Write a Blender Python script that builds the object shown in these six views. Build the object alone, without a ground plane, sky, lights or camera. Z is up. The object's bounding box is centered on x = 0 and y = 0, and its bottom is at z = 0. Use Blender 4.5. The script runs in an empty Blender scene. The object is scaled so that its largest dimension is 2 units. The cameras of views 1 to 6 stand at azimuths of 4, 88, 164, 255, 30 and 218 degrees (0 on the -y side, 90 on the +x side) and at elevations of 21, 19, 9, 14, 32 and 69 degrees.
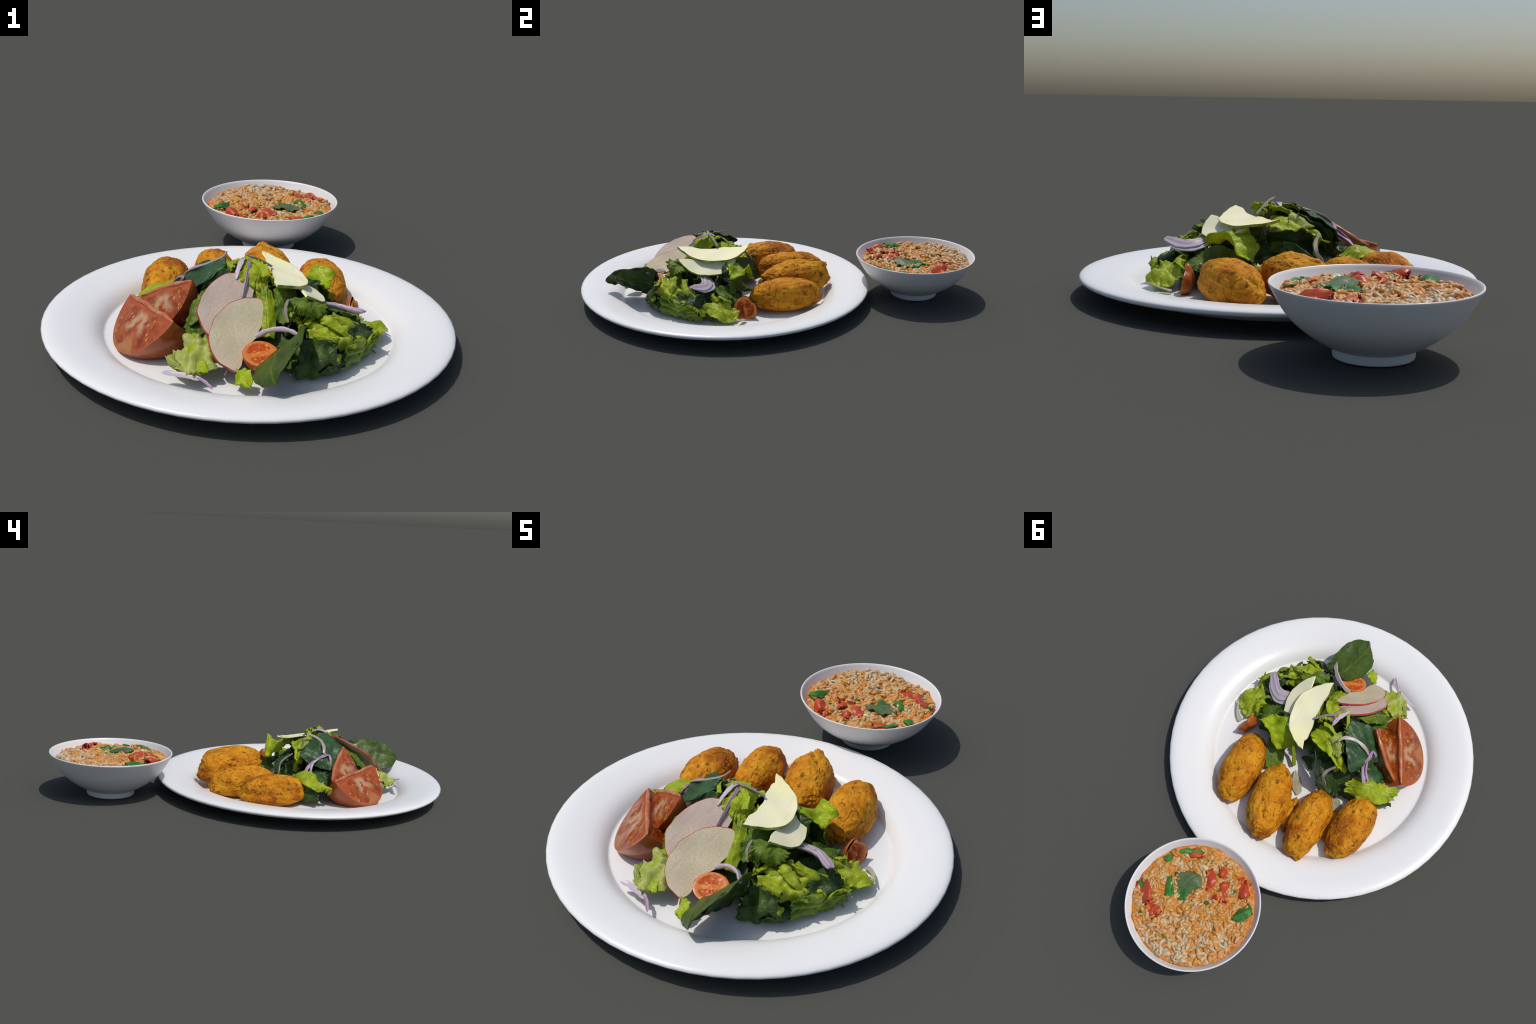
import bpy, math, random
import numpy as np
from mathutils import Matrix, Vector, noise as mnoise

random.seed(11)
RNG = np.random.default_rng(11)
COL = bpy.context.scene.collection


# ---------------------------------------------------------------- materials
def material(name, rough=0.5, spec=0.5, coat=0.0):
    m = bpy.data.materials.new(name)
    m.use_nodes = True
    nt = m.node_tree
    b = nt.nodes["Principled BSDF"]
    b.inputs["Roughness"].default_value = rough
    b.inputs["Specular IOR Level"].default_value = spec
    b.inputs["Coat Weight"].default_value = coat
    return m, nt, b


class NG:
    """Small helper that writes node graphs briefly."""

    def __init__(self, nt):
        self.nt = nt
        self.tc = nt.nodes.new("ShaderNodeTexCoord")
        self.obj = self.tc.outputs["Object"]

    def new(self, kind, **kw):
        n = self.nt.nodes.new(kind)
        for k, v in kw.items():
            setattr(n, k, v)
        return n

    def put(self, sock, val):
        if hasattr(val, "links"):
            self.nt.links.new(val, sock)
        elif isinstance(val, tuple) and len(val) == 3 and sock.type == "RGBA":
            sock.default_value = (*val, 1)
        else:
            sock.default_value = val

    def mapping(self, vec, scale=(1, 1, 1), loc=(0, 0, 0), rot=(0, 0, 0)):
        n = self.new("ShaderNodeMapping")
        self.put(n.inputs["Vector"], vec)
        n.inputs["Scale"].default_value = scale
        n.inputs["Location"].default_value = loc
        n.inputs["Rotation"].default_value = rot
        return n.outputs[0]

    def noise(self, vec, scale, detail=4, rough=0.6, dist=0.0):
        n = self.new("ShaderNodeTexNoise")
        self.put(n.inputs["Vector"], vec)
        n.inputs["Scale"].default_value = scale
        n.inputs["Detail"].default_value = detail
        n.inputs["Roughness"].default_value = rough
        n.inputs["Distortion"].default_value = dist
        return n.outputs["Fac"]

    def voronoi(self, vec, scale, feature="F1", rand=1.0):
        n = self.new("ShaderNodeTexVoronoi", feature=feature)
        self.put(n.inputs["Vector"], vec)
        n.inputs["Scale"].default_value = scale
        n.inputs["Randomness"].default_value = rand
        return n

    def ramp(self, fac, *stops):
        n = self.new("ShaderNodeValToRGB")
        cr = n.color_ramp
        while len(cr.elements) < len(stops):
            cr.elements.new(0.5)
        for e, (p, c) in zip(cr.elements, stops):
            e.position = p
            e.color = (*c, 1) if isinstance(c, tuple) else (c, c, c, 1)
        self.put(n.inputs[0], fac)
        return n.outputs[0]

    def mix(self, fac, a, b, mode="MIX"):
        n = self.new("ShaderNodeMix", data_type="RGBA", blend_type=mode)
        self.put(n.inputs[0], fac)
        self.put(n.inputs[6], a)
        self.put(n.inputs[7], b)
        return n.outputs[2]

    def math(self, op, a, b=0.0, c=0.0, clamp=False):
        n = self.new("ShaderNodeMath", operation=op, use_clamp=clamp)
        for s, v in zip(n.inputs, (a, b, c)):
            self.put(s, v)
        return n.outputs[0]

    def xyz(self, vec):
        n = self.new("ShaderNodeSeparateXYZ")
        self.put(n.inputs[0], vec)
        return n.outputs

    def bump(self, height, strength, dist, bsdf):
        n = self.new("ShaderNodeBump")
        n.inputs["Strength"].default_value = strength
        n.inputs["Distance"].default_value = dist
        self.put(n.inputs["Height"], height)
        self.nt.links.new(n.outputs[0], bsdf.inputs["Normal"])

    def rand(self):
        return self.new("ShaderNodeObjectInfo").outputs["Random"]

    def smooth(self, v, lo, hi):
        n = self.new("ShaderNodeMapRange", interpolation_type="SMOOTHSTEP")
        self.put(n.inputs[0], v)
        n.inputs[1].default_value = lo
        n.inputs[2].default_value = hi
        return n.outputs[0]


def porcelain(name, col, rough):
    m, nt, b = material(name, rough, 0.5)
    g = NG(nt)
    f = g.noise(g.obj, 3.0, 2)
    c = g.mix(f, tuple(x * 0.985 for x in col), tuple(min(1, x * 1.015) for x in col))
    g.put(b.inputs["Base Color"], c)
    return m


def crust():
    m, nt, b = material("fried_crust", 0.62, 0.14)
    g = NG(nt)
    shift = g.new("ShaderNodeCombineXYZ")
    g.put(shift.inputs[0], g.math("MULTIPLY", g.rand(), 11.0))
    g.put(shift.inputs[1], g.math("MULTIPLY", g.rand(), 7.0))
    moved = g.new("ShaderNodeVectorMath", operation="ADD")
    g.put(moved.inputs[0], g.obj)
    g.put(moved.inputs[1], shift.outputs[0])
    g.obj = moved.outputs[0]
    big = g.noise(g.obj, 8, 4, 0.6)
    mid = g.noise(g.obj, 24, 6, 0.68, 0.8)
    fine = g.noise(g.obj, 95, 5, 0.72)
    base = g.ramp(mid, (0.25, (0.30, 0.085, 0.004)), (0.40, (0.52, 0.185, 0.006)), (0.55, (0.62, 0.245, 0.008)), (0.74, (0.76, 0.36, 0.022)))
    base = g.mix(g.math("MULTIPLY", g.math("SUBTRACT", 1.0, g.smooth(big, 0.34, 0.48)), 0.35), base, (0.84, 0.45, 0.030))
    toast = g.smooth(big, 0.49, 0.62)
    base = g.mix(g.math("MULTIPLY", toast, 0.8), base, (0.31, 0.072, 0.004))
    base = g.mix(g.math("MULTIPLY", g.smooth(fine, 0.52, 0.72), 0.55), base, (0.78, 0.36, 0.05))
    base = g.mix(g.math("MULTIPLY", g.math("SUBTRACT", 1.0, g.smooth(fine, 0.30, 0.43)), 0.8), base, (0.20, 0.05, 0.003))
    # short dark cracks in the batter, only in some zones
    wob = g.new("ShaderNodeVectorMath", operation="ADD")
    nz = g.new("ShaderNodeTexNoise")
    g.put(nz.inputs["Vector"], g.obj)
    nz.inputs["Scale"].default_value = 18
    sc = g.new("ShaderNodeVectorMath", operation="SCALE")
    g.put(sc.inputs[0], nz.outputs["Color"])
    sc.inputs["Scale"].default_value = 0.06
    g.put(wob.inputs[0], g.obj)
    g.put(wob.inputs[1], sc.outputs[0])
    ed = g.voronoi(wob.outputs[0], 15, "DISTANCE_TO_EDGE").outputs["Distance"]
    zone = g.smooth(g.noise(g.obj, 13, 2), 0.53, 0.62)
    crack = g.math("MULTIPLY", g.math("SUBTRACT", 1.0, g.smooth(ed, 0.01, 0.06)), zone)
    base = g.mix(g.math("MULTIPLY", crack, 0.4), base, (0.14, 0.036, 0.003))
    # herb flecks of many sizes
    for sc_, thr, keep, colr, am in ((20, 0.30, 0.70, (0.075, 0.055, 0.007), 0.75), (38, 0.32, 0.72, (0.10, 0.065, 0.006), 0.7), (24, 0.27, 0.86, (0.26, 0.045, 0.012), 0.7)):
        wv = g.mapping(wob.outputs[0], (1, 1.9, 1.3), rot=(0.3, 0.5 + sc_, 0.8))
        v = g.voronoi(wv, sc_)
        dd = g.math("ADD", v.outputs["Distance"], g.math("MULTIPLY", g.math("SUBTRACT", fine, 0.5), 0.7))
        fl = g.math("MULTIPLY", g.math("SUBTRACT", 1.0, g.smooth(dd, thr * 0.7, thr * 1.15)), g.math("GREATER_THAN", g.xyz(v.outputs["Color"])[0], keep))
        base = g.mix(g.math("MULTIPLY", fl, am), base, colr)
    g.put(b.inputs["Base Color"], base)
    h = g.math("SUBTRACT", g.math("ADD", mid, g.math("MULTIPLY", fine, 0.7)), g.math("MULTIPLY", crack, 0.8))
    g.bump(h, 0.7, 0.007, b)
    return m


def leafy(name, lo, mid, hi, vein, vein_amt, rough, trans=0.25, gloss=0.4, bumpy=0.5):
    m, nt, b = material(name, rough, gloss)
    g = NG(nt)
    r = g.rand()
    off = g.new("ShaderNodeVectorMath", operation="ADD")
    g.put(off.inputs[0], g.obj)
    comb = g.new("ShaderNodeCombineXYZ")
    g.put(comb.inputs[0], g.math("MULTIPLY", r, 37.0))
    g.put(comb.inputs[2], g.math("MULTIPLY", r, 19.0))
    g.put(off.inputs[1], comb.outputs[0])
    p = off.outputs[0]
    n1 = g.noise(p, 1.6, 3, 0.55)
    n2 = g.noise(p, 7, 5, 0.6, 0.4)
    f = g.math("ADD", g.math("MULTIPLY", n1, 0.75), g.math("MULTIPLY", n2, 0.30))
    f = g.math("ADD", f, g.math("MULTIPLY", g.math("SUBTRACT", r, 0.5), 0.22))
    col = g.ramp(f, (0.30, lo), (0.52, mid), (0.74, hi))
    x, y, z = g.xyz(g.obj)
    ay = g.math("ABSOLUTE", g.math("ADD", y, g.math("MULTIPLY", g.math("SUBTRACT", n1, 0.5), 0.16)))
    rib = g.math("SUBTRACT", 1.0, g.smooth(ay, 0.010, 0.035))
    side = g.math("ADD", x, g.math("MULTIPLY", ay, -0.9))
    wave = g.math("ABSOLUTE", g.math("SUBTRACT", g.math("FRACT", g.math("ADD", g.math("MULTIPLY", side, 3.1), g.math("MULTIPLY", n1, 0.5))), 0.5))
    sv = g.math("SUBTRACT", 1.0, g.smooth(wave, 0.006, 0.05))
    net = g.voronoi(p, 9, "DISTANCE_TO_EDGE").outputs["Distance"]
    nv = g.math("MULTIPLY", g.math("SUBTRACT", 1.0, g.smooth(net, 0.0, 0.06)), 0.45)
    vmask = g.math("MAXIMUM", g.math("MAXIMUM", rib, g.math("MULTIPLY", sv, 0.75)), nv)
    col = g.mix(g.math("MULTIPLY", vmask, vein_amt), col, vein)
    g.put(b.inputs["Base Color"], col)
    h = g.math("SUBTRACT", g.math("MULTIPLY", n2, 0.6), g.math("MULTIPLY", vmask, 0.5))
    g.bump(h, bumpy, 0.006, b)
    if trans:
        t = g.new("ShaderNodeBsdfTranslucent")
        g.put(t.inputs[0], g.mix(0.5, col, hi))
        ms = g.new("ShaderNodeMixShader")
        ms.inputs[0].default_value = trans
        out = nt.nodes["Material Output"]
        nt.links.new(b.outputs[0], ms.inputs[1])
        nt.links.new(t.outputs[0], ms.inputs[2])
        nt.links.new(ms.outputs[0], out.inputs[0])
    return m


def onion_mat(name, body, edge, amount):
    m, nt, b = material(name, 0.35, 0.5)
    g = NG(nt)
    lines = g.noise(g.mapping(g.obj, (4, 45, 45)), 1.0, 3, 0.6)
    blotch = g.noise(g.obj, 5, 3)
    col = g.ramp(lines, (0.35, tuple(c * 0.72 for c in body)), (0.6, body))
    z = g.xyz(g.obj)[2]
    tint = g.math("MULTIPLY", g.smooth(g.math("ADD", blotch, g.math("MULTIPLY", lines, 0.5)), 0.62, 0.92), amount)
    tint = g.math("MAXIMUM", tint, g.math("MULTIPLY", g.smooth(z, 0.0, 0.035), amount))
    col = g.mix(tint, col, edge)
    g.put(b.inputs["Base Color"], col)
    g.bump(lines, 0.3, 0.002, b)
    return m


def flesh(name, a, c, tint, grain=160):
    m, nt, b = material(name, 0.55, 0.35)
    g = NG(nt)
    f = g.noise(g.obj, grain, 3, 0.7)
    w = g.noise(g.obj, 7, 3, 0.5)
    st = g.noise(g.mapping(g.obj, (8, 70, 8)), 1.0, 2)
    col = g.ramp(f, (0.3, a), (0.7, c))
    col = g.mix(g.math("MULTIPLY", g.smooth(w, 0.40, 0.68), 0.55), col, tint)
    col = g.mix(g.math("MULTIPLY", g.smooth(st, 0.5, 0.7), 0.18), col, tuple(x * 0.7 for x in a))
    g.put(b.inputs["Base Color"], col)
    g.bump(f, 0.25, 0.002, b)
    return m


def skin(name, a, c, scale=20, rough=0.35):
    m, nt, b = material(name, rough, 0.5)
    g = NG(nt)
    f = g.noise(g.obj, scale, 4)
    g.put(b.inputs["Base Color"], g.ramp(f, (0.35, a), (0.65, c)))
    return m


def tomato_cut(name, length, radius):
    """Cut face of a tomato wedge: local X along the core ridge, Y from the core to the skin."""
    m, nt, b = material(name, 0.16, 0.5)
    g = NG(nt)
    warp = g.noise(g.obj, 14, 3)
    dw = g.math("MULTIPLY", g.math("SUBTRACT", warp, 0.5), 0.45)
    p = g.mapping(g.obj, (2 / length, 1 / radius, 1))
    x, y, z = g.xyz(p)
    x = g.math("ADD", x, g.math("MULTIPLY", g.math("SUBTRACT", g.noise(g.obj, 19, 4), 0.5), 0.42))
    y = g.math("ADD", y, g.math("MULTIPLY", g.math("SUBTRACT", g.noise(g.mapping(g.obj, (1, 1, 1), (3, 1, 0)), 19, 4), 0.5), 0.34))
    # two seed chambers either side of the middle septum
    ax = g.math("ABSOLUTE", g.math("ADD", x, g.math("MULTIPLY", y, -0.12)))
    dx = g.math("DIVIDE", g.math("SUBTRACT", ax, 0.40), 0.34)
    dy = g.math("DIVIDE", g.math("SUBTRACT", y, 0.52), 0.39)
    d = g.math("SQRT", g.math("ADD", g.math("POWER", g.math("ABSOLUTE", dx), 2.0), g.math("POWER", g.math("ABSOLUTE", dy), 2.0)))
    cham = g.math("SUBTRACT", 1.0, g.smooth(g.math("ADD", d, dw), 0.80, 1.02))
    fl = g.noise(g.mapping(g.obj, (20, 60, 20)), 1, 4)
    pulp = g.ramp(fl, (0.3, (0.31, 0.040, 0.006)), (0.55, (0.38, 0.082, 0.014)), (0.8, (0.37, 0.15, 0.030)))
    rim = g.smooth(g.math("ADD", y, g.math("MULTIPLY", g.math("POWER", g.math("ABSOLUTE", x), 2.0), 0.55)), 0.90, 1.04)
    wall = g.math("MULTIPLY", g.smooth(y, 0.55, 0.85), 0.7)
    pulp = g.mix(wall, pulp, (0.36, 0.18, 0.055))
    pulp = g.mix(g.math("MULTIPLY", rim, 0.55), pulp, (0.36, 0.05, 0.012))
    # pale Y of pith spreading out from the core
    px = g.math("ABSOLUTE", g.math("SUBTRACT", g.math("ABSOLUTE", g.math("ADD", x, 0.02)), g.math("MULTIPLY", y, 0.42)))
    pith = g.math("MULTIPLY", g.math("SUBTRACT", 1.0, g.smooth(g.math("ADD", px, g.math("MULTIPLY", dw, 0.5)), 0.01, 0.15)), g.math("SUBTRACT", 1.0, g.smooth(g.math("ADD", y, dw), 0.42, 0.60)))
    pith = g.math("MULTIPLY", pith, g.smooth(y, 0.05, 0.2))
    gel = g.ramp(g.noise(g.obj, 30, 4), (0.3, (0.16, 0.022, 0.004)), (0.5, (0.30, 0.055, 0.006)), (0.72, (0.36, 0.12, 0.012)))
    v = g.voronoi(g.mapping(g.obj, (46, 22, 22), rot=(0, 0, 0.4)), 1.5)
    seed = g.math("MULTIPLY", g.math("LESS_THAN", v.outputs["Distance"], 0.24), g.math("GREATER_THAN", g.xyz(v.outputs["Color"])[1], 0.25))
    gel = g.mix(g.math("MULTIPLY", seed, 0.85), gel, (0.62, 0.30, 0.05))
    col = g.mix(cham, pulp, gel)
    col = g.mix(g.math("MULTIPLY", pith, 0.6), col, (0.54, 0.43, 0.24))
    g.put(b.inputs["Base Color"], col)
    g.bump(g.math("SUBTRACT", g.math("MULTIPLY", fl, 0.3), cham), 0.5, 0.006, b)
    return m


def cherry_cut(name, r):
    m, nt, b = material(name, 0.36, 0.4)
    g = NG(nt)
    p = g.mapping(g.obj, (1 / r, 1 / r, 1 / r))
    x, y, z = g.xyz(p)
    w = g.math("MULTIPLY", g.math("SUBTRACT", g.noise(p, 3, 3), 0.5), 0.3)
    rad = g.math("SQRT", g.math("ADD", g.math("MULTIPLY", x, x), g.math("MULTIPLY", y, y)))
    ay = g.math("ABSOLUTE", g.math("ADD", y, w))
    inside = g.math("MULTIPLY", g.math("SUBTRACT", 1.0, g.smooth(g.math("ADD", rad, w), 0.68, 0.80)), g.smooth(ay, 0.12, 0.22))
    pulp = g.ramp(g.noise(p, 5, 3), (0.3, (0.60, 0.13, 0.02)), (0.7, (0.74, 0.27, 0.07)))
    gel = g.ramp(g.noise(p, 7, 3), (0.3, (0.42, 0.04, 0.004)), (0.7, (0.60, 0.12, 0.008)))
    v = g.voronoi(p, 4.6)
    seed = g.math("LESS_THAN", v.outputs["Distance"], 0.33)
    gel = g.mix(g.math("MULTIPLY", seed, 0.8), gel, (0.72, 0.33, 0.04))
    g.put(b.inputs["Base Color"], g.mix(inside, pulp, gel))
    g.bump(g.math("SUBTRACT", g.math("MULTIPLY", seed, 0.5), inside), 0.4, 0.004, b)
    return m


def rice_mat():
    m, nt, b = material("sauced_rice", 0.40, 0.45)
    g = NG(nt)
    r = g.rand()
    geo = g.new("ShaderNodeNewGeometry").outputs["Position"]
    n = g.noise(geo, 26, 5, 0.65, 0.5)
    f2 = g.noise(geo, 110, 4, 0.7)
    pale = g.ramp(f2, (0.3, (0.46, 0.31, 0.14)), (0.7, (0.64, 0.50, 0.29)))
    pos = g.xyz(geo)
    # towards the far left side the grains are drier and whiter
    dry = g.smooth(g.math("ADD", g.math("MULTIPLY", pos[0], -0.45), pos[1]), 0.74, 0.98)
    pale = g.mix(g.math("MULTIPLY", dry, 0.6), pale, (0.58, 0.50, 0.36))
    f = g.math("ADD", n, g.math("MULTIPLY", g.math("SUBTRACT", r, 0.5), 0.18))
    f = g.math("ADD", f, g.math("MULTIPLY", g.math("SUBTRACT", f2, 0.5), 0.35))
    f = g.math("SUBTRACT", f, g.math("MULTIPLY", dry, 0.055))
    col = g.mix(g.math("MULTIPLY", g.smooth(f, 0.40, 0.56), 0.87), pale, (0.58, 0.215, 0.014))
    col = g.mix(g.math("MULTIPLY", g.smooth(g.noise(geo, 30, 4), 0.56, 0.68), 0.6), col, (0.52, 0.38, 0.045))
    g.put(b.inputs["Base Color"], col)
    g.bump(f2, 0.3, 0.003, b)
    return m


def sauce_mat():
    m, nt, b = material("tomato_sauce", 0.38, 0.4)
    g = NG(nt)
    n = g.noise(g.obj, 22, 5, 0.65, 0.8)
    n2 = g.noise(g.obj, 75, 4)
    c = g.ramp(n, (0.3, (0.46, 0.075, 0.004)), (0.48, (0.60, 0.17, 0.007)), (0.7, (0.62, 0.27, 0.035)))
    v = g.voronoi(g.mapping(g.obj, (1, 2.2, 1), rot=(0, 0, 0.7)), 32)
    gr = g.math("SUBTRACT", 1.0, g.smooth(v.outputs["Distance"], 0.25, 0.5))
    c = g.mix(g.math("MULTIPLY", gr, 0.55), c, (0.60, 0.40, 0.18))
    c = g.mix(g.ramp(n2, (0.45, 0.0), (0.7, 0.3)), c, (0.52, 0.30, 0.07))
    g.put(b.inputs["Base Color"], c)
    g.bump(g.math("ADD", n, gr), 0.5, 0.007, b)
    return m


M = {}
M["plate"] = porcelain("plate_porcelain", (0.835, 0.84, 0.835), 0.27)
M["bowl"] = porcelain("bowl_porcelain", (0.74, 0.735, 0.735), 0.38)
M["crust"] = crust()
M["lettuce"] = leafy("lettuce_light", (0.18, 0.27, 0.006), (0.37, 0.47, 0.010), (0.55, 0.63, 0.05), (0.57, 0.64, 0.13), 0.30, 0.33, gloss=0.3)
M["bright"] = leafy("lettuce_bright", (0.22, 0.33, 0.004), (0.38, 0.51, 0.006), (0.55, 0.65, 0.03), (0.55, 0.64, 0.09), 0.30, 0.32, gloss=0.3)
M["pale"] = leafy("lettuce_pale", (0.25, 0.33, 0.03), (0.43, 0.50, 0.08), (0.58, 0.62, 0.18), (0.62, 0.66, 0.30), 0.5, 0.40)
M["green"] = leafy("lettuce_green", (0.045, 0.10, 0.006), (0.12, 0.21, 0.012), (0.26, 0.36, 0.030), (0.32, 0.42, 0.08), 0.30, 0.40)
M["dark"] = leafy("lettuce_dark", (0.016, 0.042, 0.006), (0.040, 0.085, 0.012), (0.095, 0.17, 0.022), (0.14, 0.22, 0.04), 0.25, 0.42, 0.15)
M["spinach"] = leafy("spinach_green", (0.018, 0.042, 0.005), (0.034, 0.070, 0.009), (0.065, 0.115, 0.014), (0.13, 0.19, 0.012), 0.50, 0.40, 0.12, 0.28, 0.22)
M["kale"] = leafy("spinach_blue_green", (0.020, 0.060, 0.017), (0.036, 0.098, 0.030), (0.065, 0.145, 0.045), (0.13, 0.21, 0.08), 0.40, 0.40, 0.12, 0.4, 0.2)
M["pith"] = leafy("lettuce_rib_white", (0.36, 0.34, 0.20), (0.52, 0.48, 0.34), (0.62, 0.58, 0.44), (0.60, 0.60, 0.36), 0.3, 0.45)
M["onion"] = onion_mat("onion_lavender", (0.62, 0.55, 0.60), (0.36, 0.16, 0.36), 0.35)
M["onion_purple"] = onion_mat("onion_purple", (0.52, 0.42, 0.50), (0.25, 0.045, 0.26), 0.9)
M["onion_beige"] = onion_mat("onion_beige", (0.42, 0.37, 0.33), (0.25, 0.13, 0.16), 0.35)
M["apple"] = flesh("apple_flesh", (0.54, 0.46, 0.30), (0.72, 0.63, 0.43), (0.64, 0.51, 0.38))
M["apple_pink"] = flesh("apple_flesh_pink", (0.55, 0.43, 0.34), (0.70, 0.57, 0.46), (0.64, 0.45, 0.38))
M["apple_skin"] = skin("apple_skin_red", (0.33, 0.030, 0.025), (0.50, 0.085, 0.055))
M["gapple"] = flesh("green_apple_flesh", (0.93, 0.88, 0.56), (0.98, 0.95, 0.68), (0.97, 0.95, 0.42))
M["gapple_skin"] = skin("green_apple_skin", (0.10, 0.17, 0.012), (0.50, 0.56, 0.10), 26)
M["t_skin"] = skin("tomato_skin", (0.28, 0.045, 0.008), (0.40, 0.10, 0.02), 12, 0.25)
M["c_skin"] = skin("cherry_tomato_skin", (0.50, 0.07, 0.010), (0.62, 0.16, 0.02), 14, 0.25)
M["c2_skin"] = skin("roast_tomato_skin", (0.32, 0.075, 0.012), (0.46, 0.13, 0.02), 22, 0.35)
M["t_ridge"] = skin("tomato_core_flesh", (0.42, 0.095, 0.030), (0.53, 0.21, 0.09), 24, 0.25)
M["rice"] = rice_mat()
M["sauce"] = sauce_mat()
M["chunk"] = skin("stewed_tomato", (0.36, 0.018, 0.007), (0.58, 0.10, 0.022), 60, 0.4)
M["herb"] = leafy("herb_bright", (0.02, 0.10, 0.01), (0.045, 0.21, 0.025), (0.10, 0.33, 0.04), (0.10, 0.30, 0.06), 0.3, 0.3, 0.1)
M["herb_grey"] = leafy("herb_grey_green", (0.06, 0.11, 0.04), (0.12, 0.18, 0.075), (0.18, 0.25, 0.13), (0.20, 0.27, 0.13), 0.4, 0.4, 0.1)
M["garlic"] = skin("garlic", (0.58, 0.56, 0.30), (0.70, 0.68, 0.42), 30)


# ---------------------------------------------------------------- mesh helpers
def link(o, parent=None):
    COL.objects.link(o)
    if parent is not None:
        o.parent = parent
    return o


def mesh_object(name, verts, faces, mats, parent=None, matrix=None, smooth=True, face_mat=None):
    """verts in world space; matrix gives the object's own frame."""
    verts = np.asarray(verts, float)
    if matrix is not None:
        inv = np.array(matrix.inverted())
        verts = verts @ inv[:3, :3].T + inv[:3, 3]
    me = bpy.data.meshes.new(name)
    me.from_pydata(verts.tolist(), [], [tuple(int(i) for i in f) for f in faces])
    for m in mats if isinstance(mats, (list, tuple)) else [mats]:
        me.materials.append(m)
    if face_mat is not None:
        me.polygons.foreach_set("material_index", np.asarray(face_mat, dtype=np.int32))
    if smooth:
        me.polygons.foreach_set("use_smooth", np.ones(len(me.polygons), bool))
    me.update()
    o = bpy.data.objects.new(name, me)
    link(o, parent)
    if matrix is not None:
        o.matrix_world = matrix
    return o


def thing(o, label, category):
    o["label"] = label
    o["category"] = category
    return o


def empty(name, loc, label, category):
    o = bpy.data.objects.new(name, None)
    o.location = loc
    o.empty_display_size = 0.05
    link(o)
    bpy.context.view_layer.update()
    return thing(o, label, category)


def frame(origin, x, z, scale=1.0):
    x = Vector(x).normalized()
    z = Vector(z)
    z = (z - x * z.dot(x)).normalized()
    y = z.cross(x)
    m = Matrix.Identity(4)
    for i in range(3):
        m[i][0], m[i][1], m[i][2], m[i][3] = x[i] * scale, y[i] * scale, z[i] * scale, origin[i]
    return m


def waves(P, scale, seed, octaves=3):
    """Smooth pseudo noise in about -1..1 from a few random plane waves."""
    r = np.random.default_rng(seed)
    out, amp, tot = np.zeros(P.shape[:-1]), 1.0, 0.0
    for o in range(octaves):
        for k in range(5):
            d = r.normal(size=3)
            d /= np.linalg.norm(d)
            out += amp * np.sin(P @ d * scale * r.uniform(0.7, 1.4) + r.uniform(0, 6.28)) / 2.2
        tot += amp
        amp *= 0.5
        scale *= 2.1
    return out / tot


def cr(P, u):
    """Catmull-Rom through the rows of P at parameters u in 0..1 (linear beyond)."""
    n = len(P)
    Q = np.concatenate([[2 * P[0] - P[1]], P, [2 * P[-1] - P[-2]]])
    t = np.clip(u, 0, 1) * (n - 1)
    i = np.minimum(t.astype(int), n - 2)
    f = (t - i).reshape(-1, *([1] * (P.ndim - 1)))
    a, b, c, d = Q[i], Q[i + 1], Q[i + 2], Q[i + 3]
    r = 0.5 * (2 * b + (c - a) * f + (2 * a - 5 * b + 4 * c - d) * f**2 + (3 * b - a - 3 * c + d) * f**3)
    over = (u - np.clip(u, 0, 1)).reshape(-1, *([1] * (P.ndim - 1))) * (n - 1)
    end = np.where((u > 1).reshape(over.shape), P[-1] - P[-2], P[1] - P[0])
    return r + over * end


def lathe(profile, segs, centre, close=False):
    pr = np.array(profile, float)
    a = np.arange(segs) * 2 * math.pi / segs
    n = len(pr)
    V = np.stack([centre[0] + pr[:, None, 0] * np.cos(a), centre[1] + pr[:, None, 0] * np.sin(a), np.broadcast_to(pr[:, None, 1], (n, segs))], -1).reshape(-1, 3)
    F = []
    for i in range(n - 1):
        for j in range(segs):
            k = (j + 1) % segs
            F.append((i * segs + j, i * segs + k, (i + 1) * segs + k, (i + 1) * segs + j))
    if close:
        F.append(tuple(range(segs))[::-1])
        F.append(tuple((n - 1) * segs + j for j in range(segs)))
    return V, F


def smooth_profile(pts, per=6):
    P = np.array(pts, float)
    return cr(P, np.linspace(0, 1, (len(P) - 1) * per + 1))


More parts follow.
